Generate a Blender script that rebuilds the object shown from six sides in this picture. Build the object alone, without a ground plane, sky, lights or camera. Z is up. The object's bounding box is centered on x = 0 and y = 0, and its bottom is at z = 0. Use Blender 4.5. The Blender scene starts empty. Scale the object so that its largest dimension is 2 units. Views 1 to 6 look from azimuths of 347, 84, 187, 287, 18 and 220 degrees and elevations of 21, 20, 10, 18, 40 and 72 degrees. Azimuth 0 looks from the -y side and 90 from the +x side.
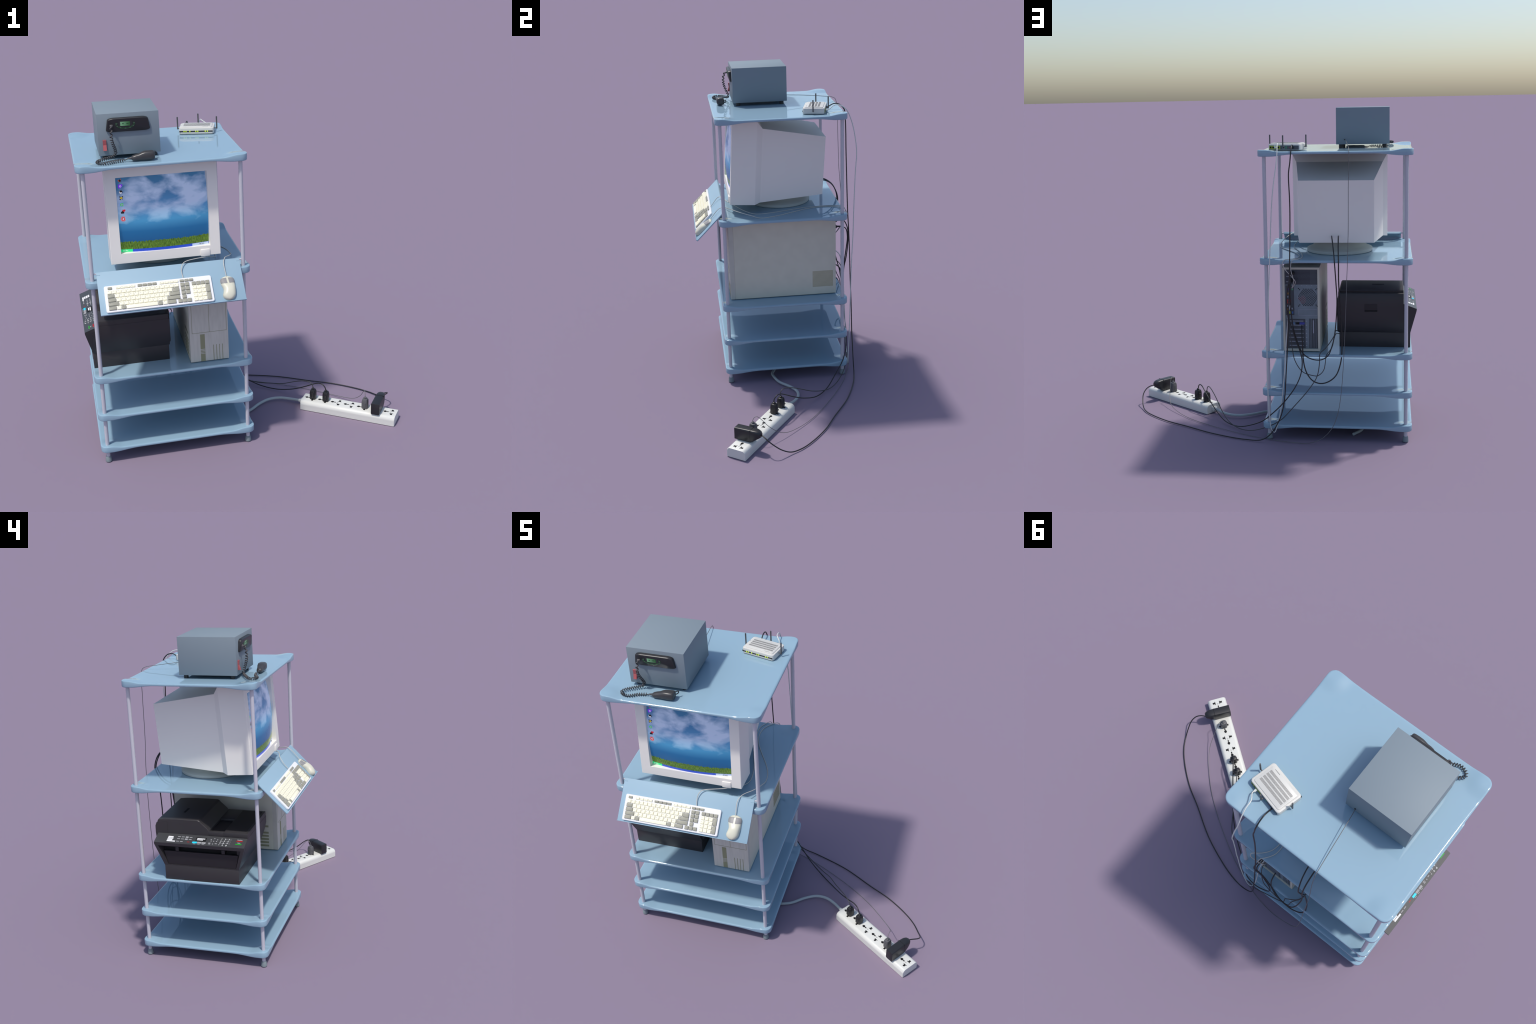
import bpy, bmesh, math
from mathutils import Vector, Matrix, Quaternion
from math import sin, cos, pi, radians, hypot

# ------------------------------------------------------------------ materials
MATS = {}

def mat(name, col, rough=0.5, spec=0.5, var=0.0, scale=8.0, metallic=0.0,
        bump=0.0, bump_scale=200.0, coat=0.0, emit=0.0, stretch=(1, 1, 1)):
    if name in MATS:
        return MATS[name]
    m = bpy.data.materials.new(name)
    m.use_nodes = True
    nt = m.node_tree
    b = nt.nodes["Principled BSDF"]
    b.inputs["Base Color"].default_value = (*col, 1)
    b.inputs["Roughness"].default_value = rough
    b.inputs["Specular IOR Level"].default_value = spec
    b.inputs["Metallic"].default_value = metallic
    b.inputs["Coat Weight"].default_value = coat
    b.inputs["Coat Roughness"].default_value = 0.08
    if emit:
        b.inputs["Emission Color"].default_value = (*col, 1)
        b.inputs["Emission Strength"].default_value = emit
    if var or bump:
        tc = nt.nodes.new("ShaderNodeTexCoord")
        mp = nt.nodes.new("ShaderNodeMapping")
        mp.inputs["Scale"].default_value = stretch
        nt.links.new(tc.outputs["Object"], mp.inputs["Vector"])
    if var:
        nz = nt.nodes.new("ShaderNodeTexNoise")
        nz.inputs["Scale"].default_value = scale
        nz.inputs["Detail"].default_value = 6
        nt.links.new(mp.outputs["Vector"], nz.inputs["Vector"])
        rp = nt.nodes.new("ShaderNodeValToRGB")
        rp.color_ramp.elements[0].position = 0.3
        rp.color_ramp.elements[1].position = 0.7
        rp.color_ramp.elements[0].color = (*[c * (1 - var) for c in col], 1)
        rp.color_ramp.elements[1].color = (*[min(1, c * (1 + var)) for c in col], 1)
        nt.links.new(nz.outputs["Fac"], rp.inputs["Fac"])
        nt.links.new(rp.outputs["Color"], b.inputs["Base Color"])
    if bump:
        nb = nt.nodes.new("ShaderNodeTexNoise")
        nb.inputs["Scale"].default_value = bump_scale
        nt.links.new(mp.outputs["Vector"], nb.inputs["Vector"])
        bp = nt.nodes.new("ShaderNodeBump")
        bp.inputs["Strength"].default_value = bump
        bp.inputs["Distance"].default_value = 0.001
        nt.links.new(nb.outputs["Fac"], bp.inputs["Height"])
        nt.links.new(bp.outputs["Normal"], b.inputs["Normal"])
    MATS[name] = m
    return m

BLUE = mat("shelf_blue_plastic", (0.262, 0.392, 0.485), 0.045, 0.55)
TRAYBLUE = mat("tray_blue_plastic", (0.275, 0.405, 0.500), 0.55, 0.35)
ROD = mat("rod_pale_steel", (0.52, 0.51, 0.56), 0.42, 0.5)
RUBBER = mat("foot_grey_rubber", (0.20, 0.24, 0.255), 0.6, 0.4)
RADIO = mat("radio_grey_paint", (0.202, 0.246, 0.279), 0.55, 0.3)
BLACK = mat("black_plastic", (0.018, 0.018, 0.02), 0.38, 0.5)
MICBLK = mat("microphone_plastic", (0.045, 0.044, 0.046), 0.35, 0.5)
COILM = mat("coil_cord_rubber", (0.055, 0.052, 0.054), 0.45, 0.5)
REDSW = mat("switch_red", (0.42, 0.10, 0.105), 0.45, 0.4)
WHITE = mat("white_plastic", (0.66, 0.66, 0.66), 0.4, 0.45)
ROUTERW = mat("router_white", (0.61, 0.60, 0.56), 0.4, 0.45)
GRILLE = mat("grille_grey", (0.13, 0.13, 0.13), 0.6, 0.3)
DARK = mat("dark_hole", (0.012, 0.012, 0.013), 0.7, 0.2)
LED = mat("led_yellow_green", (0.55, 0.72, 0.02), 0.4, 0.4, emit=0.25)
ANT = mat("antenna_grey", (0.085, 0.087, 0.09), 0.5, 0.4)
PORTY = mat("port_yellow", (0.42, 0.47, 0.06), 0.5, 0.4)
PORTG = mat("port_pale_grey", (0.28, 0.31, 0.36), 0.5, 0.4)
PORTN = mat("port_green", (0.08, 0.30, 0.16), 0.5, 0.4)
PORTR = mat("port_red", (0.45, 0.03, 0.03), 0.5, 0.4)
PORTB = mat("port_blue", (0.05, 0.06, 0.32), 0.5, 0.4)
MON = mat("monitor_white_plastic", (0.83, 0.795, 0.735), 0.45, 0.4)
MONBASE = mat("monitor_base_plastic", (0.52, 0.53, 0.49), 0.5, 0.4)
KBCASE = mat("keyboard_white", (0.78, 0.78, 0.80), 0.4, 0.4)
KEYC = mat("key_cream", (0.90, 0.86, 0.665), 0.5, 0.3)
KEYG = mat("key_grey", (0.338, 0.330, 0.266), 0.5, 0.3)
KEYMARK = mat("key_legend", (0.20, 0.19, 0.17), 0.6, 0.2)
MOUSEM = mat("mouse_cream", (0.62, 0.605, 0.49), 0.35, 0.45)
MOUSEB = mat("mouse_button_grey", (0.25, 0.245, 0.245), 0.45, 0.4)
PCM = mat("computer_case_grey", (0.620, 0.605, 0.500), 0.6, 0.3, var=0.03, scale=14,
          bump=0.05, bump_scale=300)
PCF = mat("computer_front_grey", (0.555, 0.540, 0.475), 0.6, 0.3, var=0.06, scale=9,
          stretch=(9, 1, 1.3))
OLIVE = mat("groove_olive", (0.285, 0.285, 0.175), 0.7, 0.2)
VENTM = mat("vent_slat_olive", (0.40, 0.37, 0.25), 0.7, 0.2)
PCRIM = mat("computer_rim_grey", (0.56, 0.54, 0.45), 0.6, 0.3)
STEEL = mat("backplate_steel", (0.165, 0.215, 0.245), 0.42, 0.5, metallic=0.35, var=0.1, scale=20)
STEELD = mat("backplate_dark_steel", (0.055, 0.065, 0.075), 0.5, 0.4)
STEELL = mat("backplate_bright_edge", (0.30, 0.34, 0.40), 0.4, 0.5, metallic=0.3)
PRN = mat("printer_charcoal", (0.037, 0.034, 0.036), 0.45, 0.4)
PRNP = mat("printer_panel_charcoal", (0.050, 0.051, 0.053), 0.38, 0.5)
PRND = mat("printer_flap_charcoal", (0.018, 0.016, 0.018), 0.5, 0.4)
PAPERW = mat("label_white", (0.75, 0.75, 0.75), 0.5, 0.3)
LABG = mat("label_grey", (0.32, 0.32, 0.33), 0.5, 0.3)
CYAN = mat("label_cyan", (0.02, 0.62, 0.85), 0.4, 0.4)
GREENB = mat("label_green", (0.02, 0.30, 0.03), 0.4, 0.4)
REDB = mat("label_red", (0.35, 0.012, 0.015), 0.4, 0.4)
STRIPW = mat("strip_white_plastic", (0.67, 0.67, 0.625), 0.4, 0.45)
CORDG = mat("strip_cord_grey", (0.37, 0.42, 0.43), 0.5, 0.4)
CABB = mat("cable_black", (0.013, 0.013, 0.014), 0.4, 0.5)
CABD = mat("cable_dark_grey", (0.045, 0.045, 0.045), 0.45, 0.5)
CABG = mat("cable_grey", (0.13, 0.13, 0.13), 0.45, 0.5)
CABW = mat("cable_white", (0.60, 0.62, 0.60), 0.45, 0.5)
CABC = mat("cable_cream", (0.50, 0.49, 0.45), 0.45, 0.5)
PLUGG = mat("plug_grey", (0.10, 0.10, 0.105), 0.5, 0.4)

# ------------------------------------------------------------------ helpers
def finish(bm, name, materials, parent=None, angle=35, smooth=True):
    bmesh.ops.recalc_face_normals(bm, faces=bm.faces)
    me = bpy.data.meshes.new(name)
    bm.to_mesh(me)
    bm.free()
    if not isinstance(materials, (list, tuple)):
        materials = [materials]
    for m in materials:
        me.materials.append(m)
    if smooth:
        for p in me.polygons:
            p.use_smooth = True
        me.set_sharp_from_angle(angle=radians(angle))
    ob = bpy.data.objects.new(name, me)
    bpy.context.collection.objects.link(ob)
    if parent is not None:
        ob.parent = parent
    return ob

def thing(name, label, category, at):
    """Empty at the base of one liftable thing; parts are built in world space."""
    e = bpy.data.objects.new(name, None)
    bpy.context.collection.objects.link(e)
    e.location = at
    e.empty_display_size = 0.1
    e["label"] = label
    e["category"] = category
    return e

def settle(parent):
    """Keep world-space meshes in place under a parent that is not at the origin."""
    for c in parent.children:
        c.matrix_parent_inverse = Matrix.Translation(parent.location).inverted()

def add_box(bm, lo, hi, bevel=0.0, segs=2, M=None, mi=0):
    lo, hi = Vector(lo), Vector(hi)
    r = bmesh.ops.create_cube(bm, size=1.0)
    vs = r["verts"]
    for v in vs:
        v.co = Vector([lo[i] + (v.co[i] + 0.5) * (hi[i] - lo[i]) for i in range(3)])
    faces = list({f for v in vs for f in v.link_faces})
    for f in faces:
        f.material_index = mi
    if bevel > 0:
        es = list({e for v in vs for e in v.link_edges})
        rr = bmesh.ops.bevel(bm, geom=es, offset=bevel, segments=segs, affect='EDGES', profile=0.5)
        vs = list({v for f in rr["faces"] for v in f.verts} | {v for v in vs if v.is_valid})
        for f in rr["faces"]:
            f.material_index = mi
    if M is not None:
        bmesh.ops.transform(bm, matrix=M, verts=[v for v in vs if v.is_valid])
    return vs

def box(name, lo, hi, m, parent=None, bevel=0.0, segs=2, M=None):
    bm = bmesh.new()
    add_box(bm, lo, hi, bevel, segs, M)
    return finish(bm, name, m, parent)

def add_loft(bm, rings, cap=True, mi=0, closed=True):
    """Join rings of equal vertex count with quads."""
    vv = [[bm.verts.new(p) for p in r] for r in rings]
    n = len(rings[0])
    for a, b in zip(vv[:-1], vv[1:]):
        for i in range(n if closed else n - 1):
            j = (i + 1) % n
            f = bm.faces.new((a[i], a[j], b[j], b[i]))
            f.material_index = mi
    if cap:
        for r in (vv[0], vv[-1]):
            f = bm.faces.new(r)
            f.material_index = mi
    return vv

def circle(c, r, n, u, v):
    return [c + u * (r * cos(2 * pi * i / n)) + v * (r * sin(2 * pi * i / n)) for i in range(n)]

def add_cyl(bm, a, b, r0, r1=None, n=20, mi=0):
    a, b = Vector(a), Vector(b)
    r1 = r0 if r1 is None else r1
    d = (b - a).normalized()
    u = d.orthogonal().normalized()
    v = d.cross(u)
    add_loft(bm, [circle(a, r0, n, u, v), circle(b, r1, n, u, v)], mi=mi)

def cyl(name, a, b, r0, m, parent=None, r1=None, n=20):
    bm = bmesh.new()
    add_cyl(bm, a, b, r0, r1, n)
    return finish(bm, name, m, parent)

def add_lathe(bm, c, prof, n=64, mi=0):
    c = Vector(c)
    add_loft(bm, [circle(c + Vector((0, 0, z)), r, n, Vector((1, 0, 0)), Vector((0, 1, 0)))
                  for r, z in prof], mi=mi)

def catmull(pts, step):
    P = [Vector(p) for p in pts]
    P = [P[0] * 2 - P[1]] + P + [P[-1] * 2 - P[-2]]
    out = []
    for i in range(1, len(P) - 2):
        p0, p1, p2, p3 = P[i - 1:i + 3]
        t0 = 0.0
        t1 = t0 + max((p1 - p0).length, 1e-5) ** 0.5
        t2 = t1 + max((p2 - p1).length, 1e-5) ** 0.5
        t3 = t2 + max((p3 - p2).length, 1e-5) ** 0.5
        n = max(2, int((p2 - p1).length / step))
        for k in range(n):
            t = t1 + (t2 - t1) * k / n
            a1 = p0.lerp(p1, (t - t0) / (t1 - t0))
            a2 = p1.lerp(p2, (t - t1) / (t2 - t1))
            a3 = p2.lerp(p3, (t - t2) / (t3 - t2))
            b1 = a1.lerp(a2, (t - t0) / (t2 - t0))
            b2 = a2.lerp(a3, (t - t1) / (t3 - t1))
            out.append(b1.lerp(b2, (t - t1) / (t2 - t1)))
    out.append(P[-2].copy())
    return out

def frames(path):
    T = []
    for i in range(len(path)):
        a, b = path[max(i - 1, 0)], path[min(i + 1, len(path) - 1)]
        T.append((b - a).normalized())
    u = T[0].orthogonal().normalized()
    res = []
    for i, t in enumerate(T):
        if i:
            u = (T[i - 1].rotation_difference(t) @ u)
            u = (u - t * u.dot(t)).normalized()
        res.append((t, u, t.cross(u)))
    return res

def add_tube(bm, path, r, n=8, mi=0):
    rings = []
    for i, (p, (t, u, v)) in enumerate(zip(path, frames(path))):
        rings.append(circle(p, r(i) if callable(r) else r, n, u, v))
    add_loft(bm, rings, mi=mi)

def cable(name, pts, r, m, parent=None, step=0.012, n=8):
    bm = bmesh.new()
    add_tube(bm, catmull(pts, step), r, n)
    return finish(bm, name, m, parent, angle=60)

def rrect(cx, cy, hx, hy, r, n=6):
    pts = []
    for k, (sx, sy) in enumerate(((1, 1), (-1, 1), (-1, -1), (1, -1))):
        for i in range(n + 1):
            a = pi / 2 * (k + i / n)
            pts.append((cx + sx * (hx - r) + r * cos(a), cy + sy * (hy - r) + r * sin(a)))
    return pts

def text_mesh(body, size, depth=0.0004):
    cu = bpy.data.curves.new("lettering", 'FONT')
    cu.body = body
    cu.size = size
    cu.extrude = depth
    cu.align_x = 'CENTER'
    cu.align_y = 'CENTER'
    cu.resolution_u = 2
    ob = bpy.data.objects.new("lettering", cu)
    bpy.context.collection.objects.link(ob)
    bpy.context.view_layer.update()
    dg = bpy.context.evaluated_depsgraph_get()
    me = bpy.data.meshes.new_from_object(ob.evaluated_get(dg))
    bpy.data.objects.remove(ob)
    bpy.data.curves.remove(cu)
    return me

def lettering(body, size, M, m, parent):
    me = text_mesh(body, size)
    me.transform(M)
    me.materials.clear()
    me.materials.append(m)
    ob = bpy.data.objects.new("lettering", me)
    bpy.context.collection.objects.link(ob)
    ob.parent = parent
    return ob

def frame_matrix(origin, ex, ey, ez):
    ex, ey, ez = Vector(ex).normalized(), Vector(ey).normalized(), Vector(ez).normalized()
    M = Matrix((ex, ey, ez)).transposed().to_4x4()
    M.translation = Vector(origin)
    return M

def smoothstep(a, b, x):
    t = max(0.0, min(1.0, (x - a) / (b - a)))
    return t * t * (3 - 2 * t)

# ================================================================== RACK
CX, CY = -0.4495, 0.041          # rack centre
RX, RY = 0.4145, 0.374           # rod half spacing
HX, HY = 0.4530, 0.4060          # shelf half size
rack = thing("shelf_rack", "light blue plastic shelving rack on pale steel rods", "shelf rack", (CX, CY, 0))

def shelf_mesh(name, zc):
    """Rounded plate: thin rim, thick lobes round the rods; zc = top of the lobes."""
    R = 0.040
    INSET = (0.0, 0.0006, 0.0018, 0.0035, 0.0055, 0.0080, 0.0115, 0.0160, 0.0220, 0.0300, 0.0400)
    def lines(half):
        # grid lines bunched at the rim, even inside
        n = int((half - 0.040) / 0.0130)
        pos_side = [half - d for d in INSET] + [(half - 0.040) * (1 - i / n) for i in range(1, n)]
        return [-p for p in pos_side] + [0.0] + pos_side[::-1]
    xs, ys = lines(HX), lines(HY)
    NU, NV = len(xs) - 1, len(ys) - 1
    def pos(x, y):
        # rectangle -> rounded rectangle, concentric arcs in the corners
        ix, iy = HX - R, HY - R
        if abs(x) > ix and abs(y) > iy:
            dx, dy = (abs(x) - ix) / R, (abs(y) - iy) / R
            k = max(dx, dy) / hypot(dx, dy)
            x = math.copysign(ix + dx * k * R, x)
            y = math.copysign(iy + dy * k * R, y)
        return x, y
    def edge_dist(x, y):
        ix, iy = HX - R, HY - R
        dx, dy = abs(x) - ix, abs(y) - iy
        if dx > 0 and dy > 0:
            return R - hypot(dx, dy)
        return R - max(dx, dy)
    def lobe(x, y):
        dx, dy = abs(abs(x) - RX) , abs(abs(y) - RY)
        return dx, dy
    bm = bmesh.new()
    top, bot = {}, {}
    for i, a in enumerate(xs):
        for j, b in enumerate(ys):
            x, y = pos(a, b)
            d = max(0.0, edge_dist(x, y))
            dx, dy = lobe(x, y)
            # raised pad round each rod, drawn out along the edges
            q = hypot(max(0.0, RX - abs(x)) / 0.095, max(0.0, RY - abs(y)) / 0.095)
            pad = 1 - smoothstep(0.10, 1.0, q)
            q2 = hypot(max(0.0, RX - abs(x)) / 0.20, max(0.0, RY - abs(y)) / 0.20)
            drop = (1 - smoothstep(0.15, 1.0, q2)) ** 1.4
            zt = -0.0150 + 0.0110 * pad
            zb = -0.0308 - 0.0125 * drop
            # rounded lip
            w = 0.0115 - 0.0035 * drop
            k = 1 - math.sqrt(max(0.0, 1 - (1 - min(d / w, 1)) ** 2))
            kb = 1 - math.sqrt(max(0.0, 1 - (1 - min(d / 0.006, 1)) ** 2))
            zt -= k * (0.0070 - 0.0030 * drop)
            zb += kb * (0.0030 + 0.0030 * drop)
            top[i, j] = bm.verts.new((x, y, zt))
            bot[i, j] = bm.verts.new((x, y, zb))
    for i in range(NU):
        for j in range(NV):
            bm.faces.new((top[i, j], top[i + 1, j], top[i + 1, j + 1], top[i, j + 1]))
            bm.faces.new((bot[i, j], bot[i, j + 1], bot[i + 1, j + 1], bot[i + 1, j]))
    rim = [(i, 0) for i in range(NU)] + [(NU, j) for j in range(NV)] + \
          [(i, NV) for i in range(NU, 0, -1)] + [(0, j) for j in range(NV, 0, -1)]
    for k in range(len(rim)):
        p, q = rim[k], rim[(k + 1) % len(rim)]
        bm.faces.new((top[p], bot[p], bot[q], top[q]))
    return finish(bm, name, BLUE, None, angle=70)

SHELF_Z = (1.7720, 1.1320, 0.5595, 0.3215, 0.1125)
first = shelf_mesh("shelf", 0)
for k, z in enumerate(SHELF_Z):
    s = first if k == 0 else first.copy()
    if k:
        bpy.context.collection.objects.link(s)
    s.location = (CX, CY, z)
    s.parent = rack

RODS = [(CX + sx * RX, CY + sy * RY) for sx in (-1, 1) for sy in (-1, 1)]
for x, y in RODS:
    cyl("rod", (x, y, 0.020), (x, y, 1.755), 0.0112, ROD, rack, n=24)
    bm = bmesh.new()
    add_lathe(bm, (x, y, 0), [(0.0165, 0.0), (0.0185, 0.002), (0.0185, 0.006), (0.0150, 0.032), (0.0140, 0.0335), (0.0112, 0.0335)], 24)
    finish(bm, "foot", RUBBER, rack)

# swinging keyboard tray: plane through (y -0.332, z 1.174), falling forwards at 45 degrees
T0 = Vector((0, -0.332, 1.174))
TD = Vector((0, -0.701, -0.713)).normalized()       # down the slope
TN = Vector((0, -0.713, 0.701)).normalized()        # out of the tray
TRAY = frame_matrix(T0, (1, 0, 0), -TD, TN)          # local x, y = up-slope, z = normal
def TP(x, s, h=0.0):
    return T0 + Vector((x, 0, 0)) + TD * s + TN * h
XL, XR = -0.8415, -0.0575
bm = bmesh.new()
add_box(bm, (XL, -0.2480, -0.0065), (XR, 0.0, 0.0), 0.0012, 2, TRAY)
add_box(bm, (XL, -0.2505, -0.0060), (XR, -0.2470, 0.0070), 0.0012, 2, TRAY)   # stop lip
add_box(bm, (XL, -0.004, -0.0170), (XR, 0.0005, -0.001), 0.001, 2, TRAY)        # rolled top edge
finish(bm, "keyboard_tray", TRAYBLUE, rack)
bm = bmesh.new()
add_cyl(bm, (RODS[0][0], -0.3325, 1.1650), (RODS[2][0], -0.3325, 1.1650), 0.0042, n=12)
finish(bm, "pivot_bar", ROD, rack)
for x in (XL + 0.010, XR - 0.010):
    box("tray_clip", (x - 0.010, -0.0185, -0.0125), (x + 0.010, -0.0150, 0.0012), TRAYBLUE, rack, 0.0006, 1, TRAY)

settle(rack)
FLOOR = [z - 0.0150 for z in SHELF_Z]

# ================================================================== RADIO
radio = thing("radio_set", "grey box radio with black front panel and coiled microphone", "radio", (-0.6035, -0.045, FLOOR[0]))
box("case", (-0.765, -0.2195, 1.7790), (-0.4415, 0.1295, 2.0000), RADIO, radio, 0.0012, 2)
for x in (-0.735, -0.4700):
    for y in (-0.185, 0.098):
        cyl("rubber_foot", (x, y, FLOOR[0]), (x, y, 1.7795), 0.0135, BLACK, radio, n=20)

# front panel: rounded trapezoid, deeper at the top
def panel_ring(scale, y_top, y_bot):
    cx, zc = -0.6055, 1.9400
    pts = []
    for (px, pz) in rrect(0, 0, 1, 1, 0.30, 6):
        hx = 0.1105 - 0.0065 * pz
        x = cx + hx * (px * scale[0])
        z = zc + 0.0375 * pz * scale[1]
        t = (pz + 1) / 2
        pts.append(Vector((x, y_bot + (y_top - y_bot) * t, z)))
    return pts
bm = bmesh.new()
add_loft(bm, [panel_ring((1, 1), -0.2180, -0.2180), panel_ring((1, 1), -0.2330, -0.2240),
              panel_ring((0.985, 0.96), -0.2370, -0.2280), panel_ring((0.955, 0.88), -0.2395, -0.2300)])
panel = finish(bm, "front_panel", BLACK, radio, angle=30)
def PF(x, z, out=0.0):            # point on the panel front
    t = (z - 1.9070) / 0.066
    return Vector((x, -0.2300 - 0.0095 * t - out, z))
def panel_plate(name, x0, x1, z0, z1, m, out, th=0.0008):
    bm = bmesh.new()
    q = [PF(x0, z0, out), PF(x1, z0, out), PF(x1, z1, out), PF(x0, z1, out)]
    d = Vector((0, th, 0))
    add_loft(bm, [q, [p + d for p in q]])
    return finish(bm, name, m, panel, smooth=False)
LCD = mat("display_green", (0.07, 0.26, 0.085), 0.3, 0.5, emit=0.12)
nt = LCD.node_tree
b = nt.nodes["Principled BSDF"]
tc = nt.nodes.new("ShaderNodeTexCoord")
sp = nt.nodes.new("ShaderNodeSeparateXYZ")
rp = nt.nodes.new("ShaderNodeValToRGB")
rp.color_ramp.elements[0].color = (0.20, 0.42, 0.22, 1)
rp.color_ramp.elements[1].color = (0.015, 0.11, 0.02, 1)
nt.links.new(tc.outputs["Generated"], sp.inputs[0])
nt.links.new(sp.outputs["X"], rp.inputs["Fac"])
nt.links.new(rp.outputs["Color"], b.inputs["Base Color"])
nt.links.new(rp.outputs["Color"], b.inputs["Emission Color"])
panel_plate("display_surround", -0.6530, -0.5855, 1.9300, 1.9600, mat("display_surround_black", (0.028, 0.028, 0.03), 0.3, 0.5), 0.0006)
panel_plate("display", -0.6450, -0.5950, 1.9345, 1.9570, LCD, 0.0014)
for x0, x1 in ((-0.635, -0.6275), (-0.6135, -0.602)):
    panel_plate("display_digit", x0, x1, 1.9445, 1.9490, mat("lcd_segment", (0.03, 0.09, 0.035), 0.5, 0.3), 0.0020)
RINGG = mat("button_outline_green", (0.045, 0.16, 0.06), 0.5, 0.3, emit=0.05)
RINGW = mat("button_mark_grey", (0.12, 0.16, 0.13), 0.5, 0.3)
bm = bmesh.new()
def ring_pt(a, k=1.0):
    return PF(-0.6195 + 0.0490 * k * cos(a), 1.9440 + 0.0235 * k * sin(a), 0.0012)
arcs = [(160, 184), (190, 222), (318, 350), (356, 380), (227, 250), (254, 286), (290, 313)]
for a0, a1 in arcs:
    n = 6
    outer = [ring_pt(radians(a0 + (a1 - a0) * i / n), 1.03) for i in range(n + 1)]
    inner = [ring_pt(radians(a0 + (a1 - a0) * i / n), 0.86) for i in range(n + 1)]
    loop = outer + inner[::-1] + [outer[0]]
    add_tube(bm, loop, 0.00055, 4)
finish(bm, "button_outline", RINGG, panel)
bm = bmesh.new()
for a0, a1 in arcs:
    p = ring_pt(radians((a0 + a1) / 2), 0.945)
    add_box(bm, p - Vector((0.0035, 0.0004, 0.0012)), p + Vector((0.0035, 0.0004, 0.0012)))
finish(bm, "button_mark", RINGW, panel)
box("cord_socket", (-0.7000, -0.2430, 1.9345), (-0.6850, -0.2290, 1.9445), mat("socket_grey", (0.13, 0.125, 0.13), 0.4, 0.5), panel, 0.001)
# rocker switch
bm = bmesh.new()
prof = [(-0.2190, 1.8635), (-0.2275, 1.8635), (-0.2245, 1.8370), (-0.2330, 1.8090), (-0.2190, 1.8090)]
add_loft(bm, [[Vector((x, y, z)) for y, z in prof] for x in (-0.7415, -0.7235)])
finish(bm, "rocker_switch", REDSW, radio, smooth=False)
# coiled cord
path = catmull([(-0.6925, -0.241, 1.9400), (-0.6945, -0.252, 1.9330), (-0.6970, -0.260, 1.911), (-0.6980, -0.261, 1.870),
                (-0.690, -0.252, 1.838), (-0.6820, -0.241, 1.8110), (-0.681, -0.234, 1.790), (-0.692, -0.238, 1.7765), (-0.712, -0.249, 1.7745),
                (-0.740, -0.266, 1.7735), (-0.768, -0.283, 1.7720), (-0.7835, -0.303, 1.7700), (-0.774, -0.321, 1.7685), (-0.741, -0.331, 1.7675),
                (-0.712, -0.320, 1.7675), (-0.688, -0.306, 1.7675), (-0.660, -0.299, 1.7680), (-0.635, -0.2960, 1.7690)], 0.0010)
fr = frames(path)
hel, ph, dist = [], 0.0, 0.0
total = sum((path[i + 1] - path[i]).length for i in range(len(path) - 1))
for i, p in enumerate(path):
    if i:
        dl = (p - path[i - 1]).length
        dist += dl
        pitch = 0.0230 - 0.0108 * smoothstep(0.03, 0.10, dist)
        ph += 2 * pi * dl / pitch
    amp = (0.0066 - 0.0016 * (1 - smoothstep(0.03, 0.09, dist))) * smoothstep(0, 0.015, dist) * smoothstep(0, 0.012, total - dist)
    t, u, v = fr[i]
    hel.append(p + u * (amp * cos(ph)) + v * (amp * sin(ph)))
hel.append(Vector((-0.622, -0.3015, 1.7750)))
bm = bmesh.new()
add_tube(bm, hel, lambda i: 0.0025 + 0.0014 * (1 - smoothstep(0.03, 0.11, i * total / len(hel))), 7)
finish(bm, "coil_cord", COILM, radio, angle=60)
# hand microphone, loft of squarish ellipses along x
def squircle(c, ry, rz, e=0.72, n=28):
    out = []
    for i in range(n):
        a = 2 * pi * i / n
        ca, sa = cos(a), sin(a)
        out.append(Vector((c[0], c[1] + ry * math.copysign(abs(ca) ** e, ca), c[2] + rz * math.copysign(abs(sa) ** e, sa))))
    return out
bm = bmesh.new()
st = [(-0.6280, -0.3030, 1.7760, 0.0030, 0.0030, 1), (-0.6140, -0.3030, 1.7765, 0.0060, 0.0058, 1), (-0.6060, -0.3025, 1.7768, 0.0075, 0.0070, 1),
      (-0.6050, -0.3025, 1.7768, 0.0115, 0.0095, .9), (-0.5980, -0.3020, 1.7765, 0.0155, 0.0140, .85), (-0.5820, -0.3010, 1.7785, 0.0180, 0.0165, .8),
      (-0.5650, -0.2995, 1.7800, 0.0190, 0.0180, .75), (-0.5500, -0.2985, 1.7835, 0.0215, 0.0215, .7), (-0.5360, -0.2975, 1.7850, 0.0240, 0.0235, .65),
      (-0.5150, -0.2965, 1.7850, 0.0250, 0.0235, .62), (-0.4950, -0.2955, 1.7850, 0.0250, 0.0230, .62), (-0.4870, -0.2950, 1.7850, 0.0235, 0.0210, .65),
      (-0.4840, -0.2950, 1.7850, 0.0190, 0.0170, .7)]
add_loft(bm, [squircle(s[:3], s[3], s[4], s[5]) for s in st])
mic = finish(bm, "microphone", MICBLK, radio, angle=50)
bm = bmesh.new()
add_tube(bm, catmull([(-0.486, -0.277, 1.796), (-0.478, -0.268, 1.796), (-0.473, -0.262, 1.791), (-0.474, -0.264, 1.784), (-0.480, -0.270, 1.780), (-0.487, -0.277, 1.780)], 0.003), 0.0030, 8)
finish(bm, "hanging_clip", MICBLK, mic)
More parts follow.
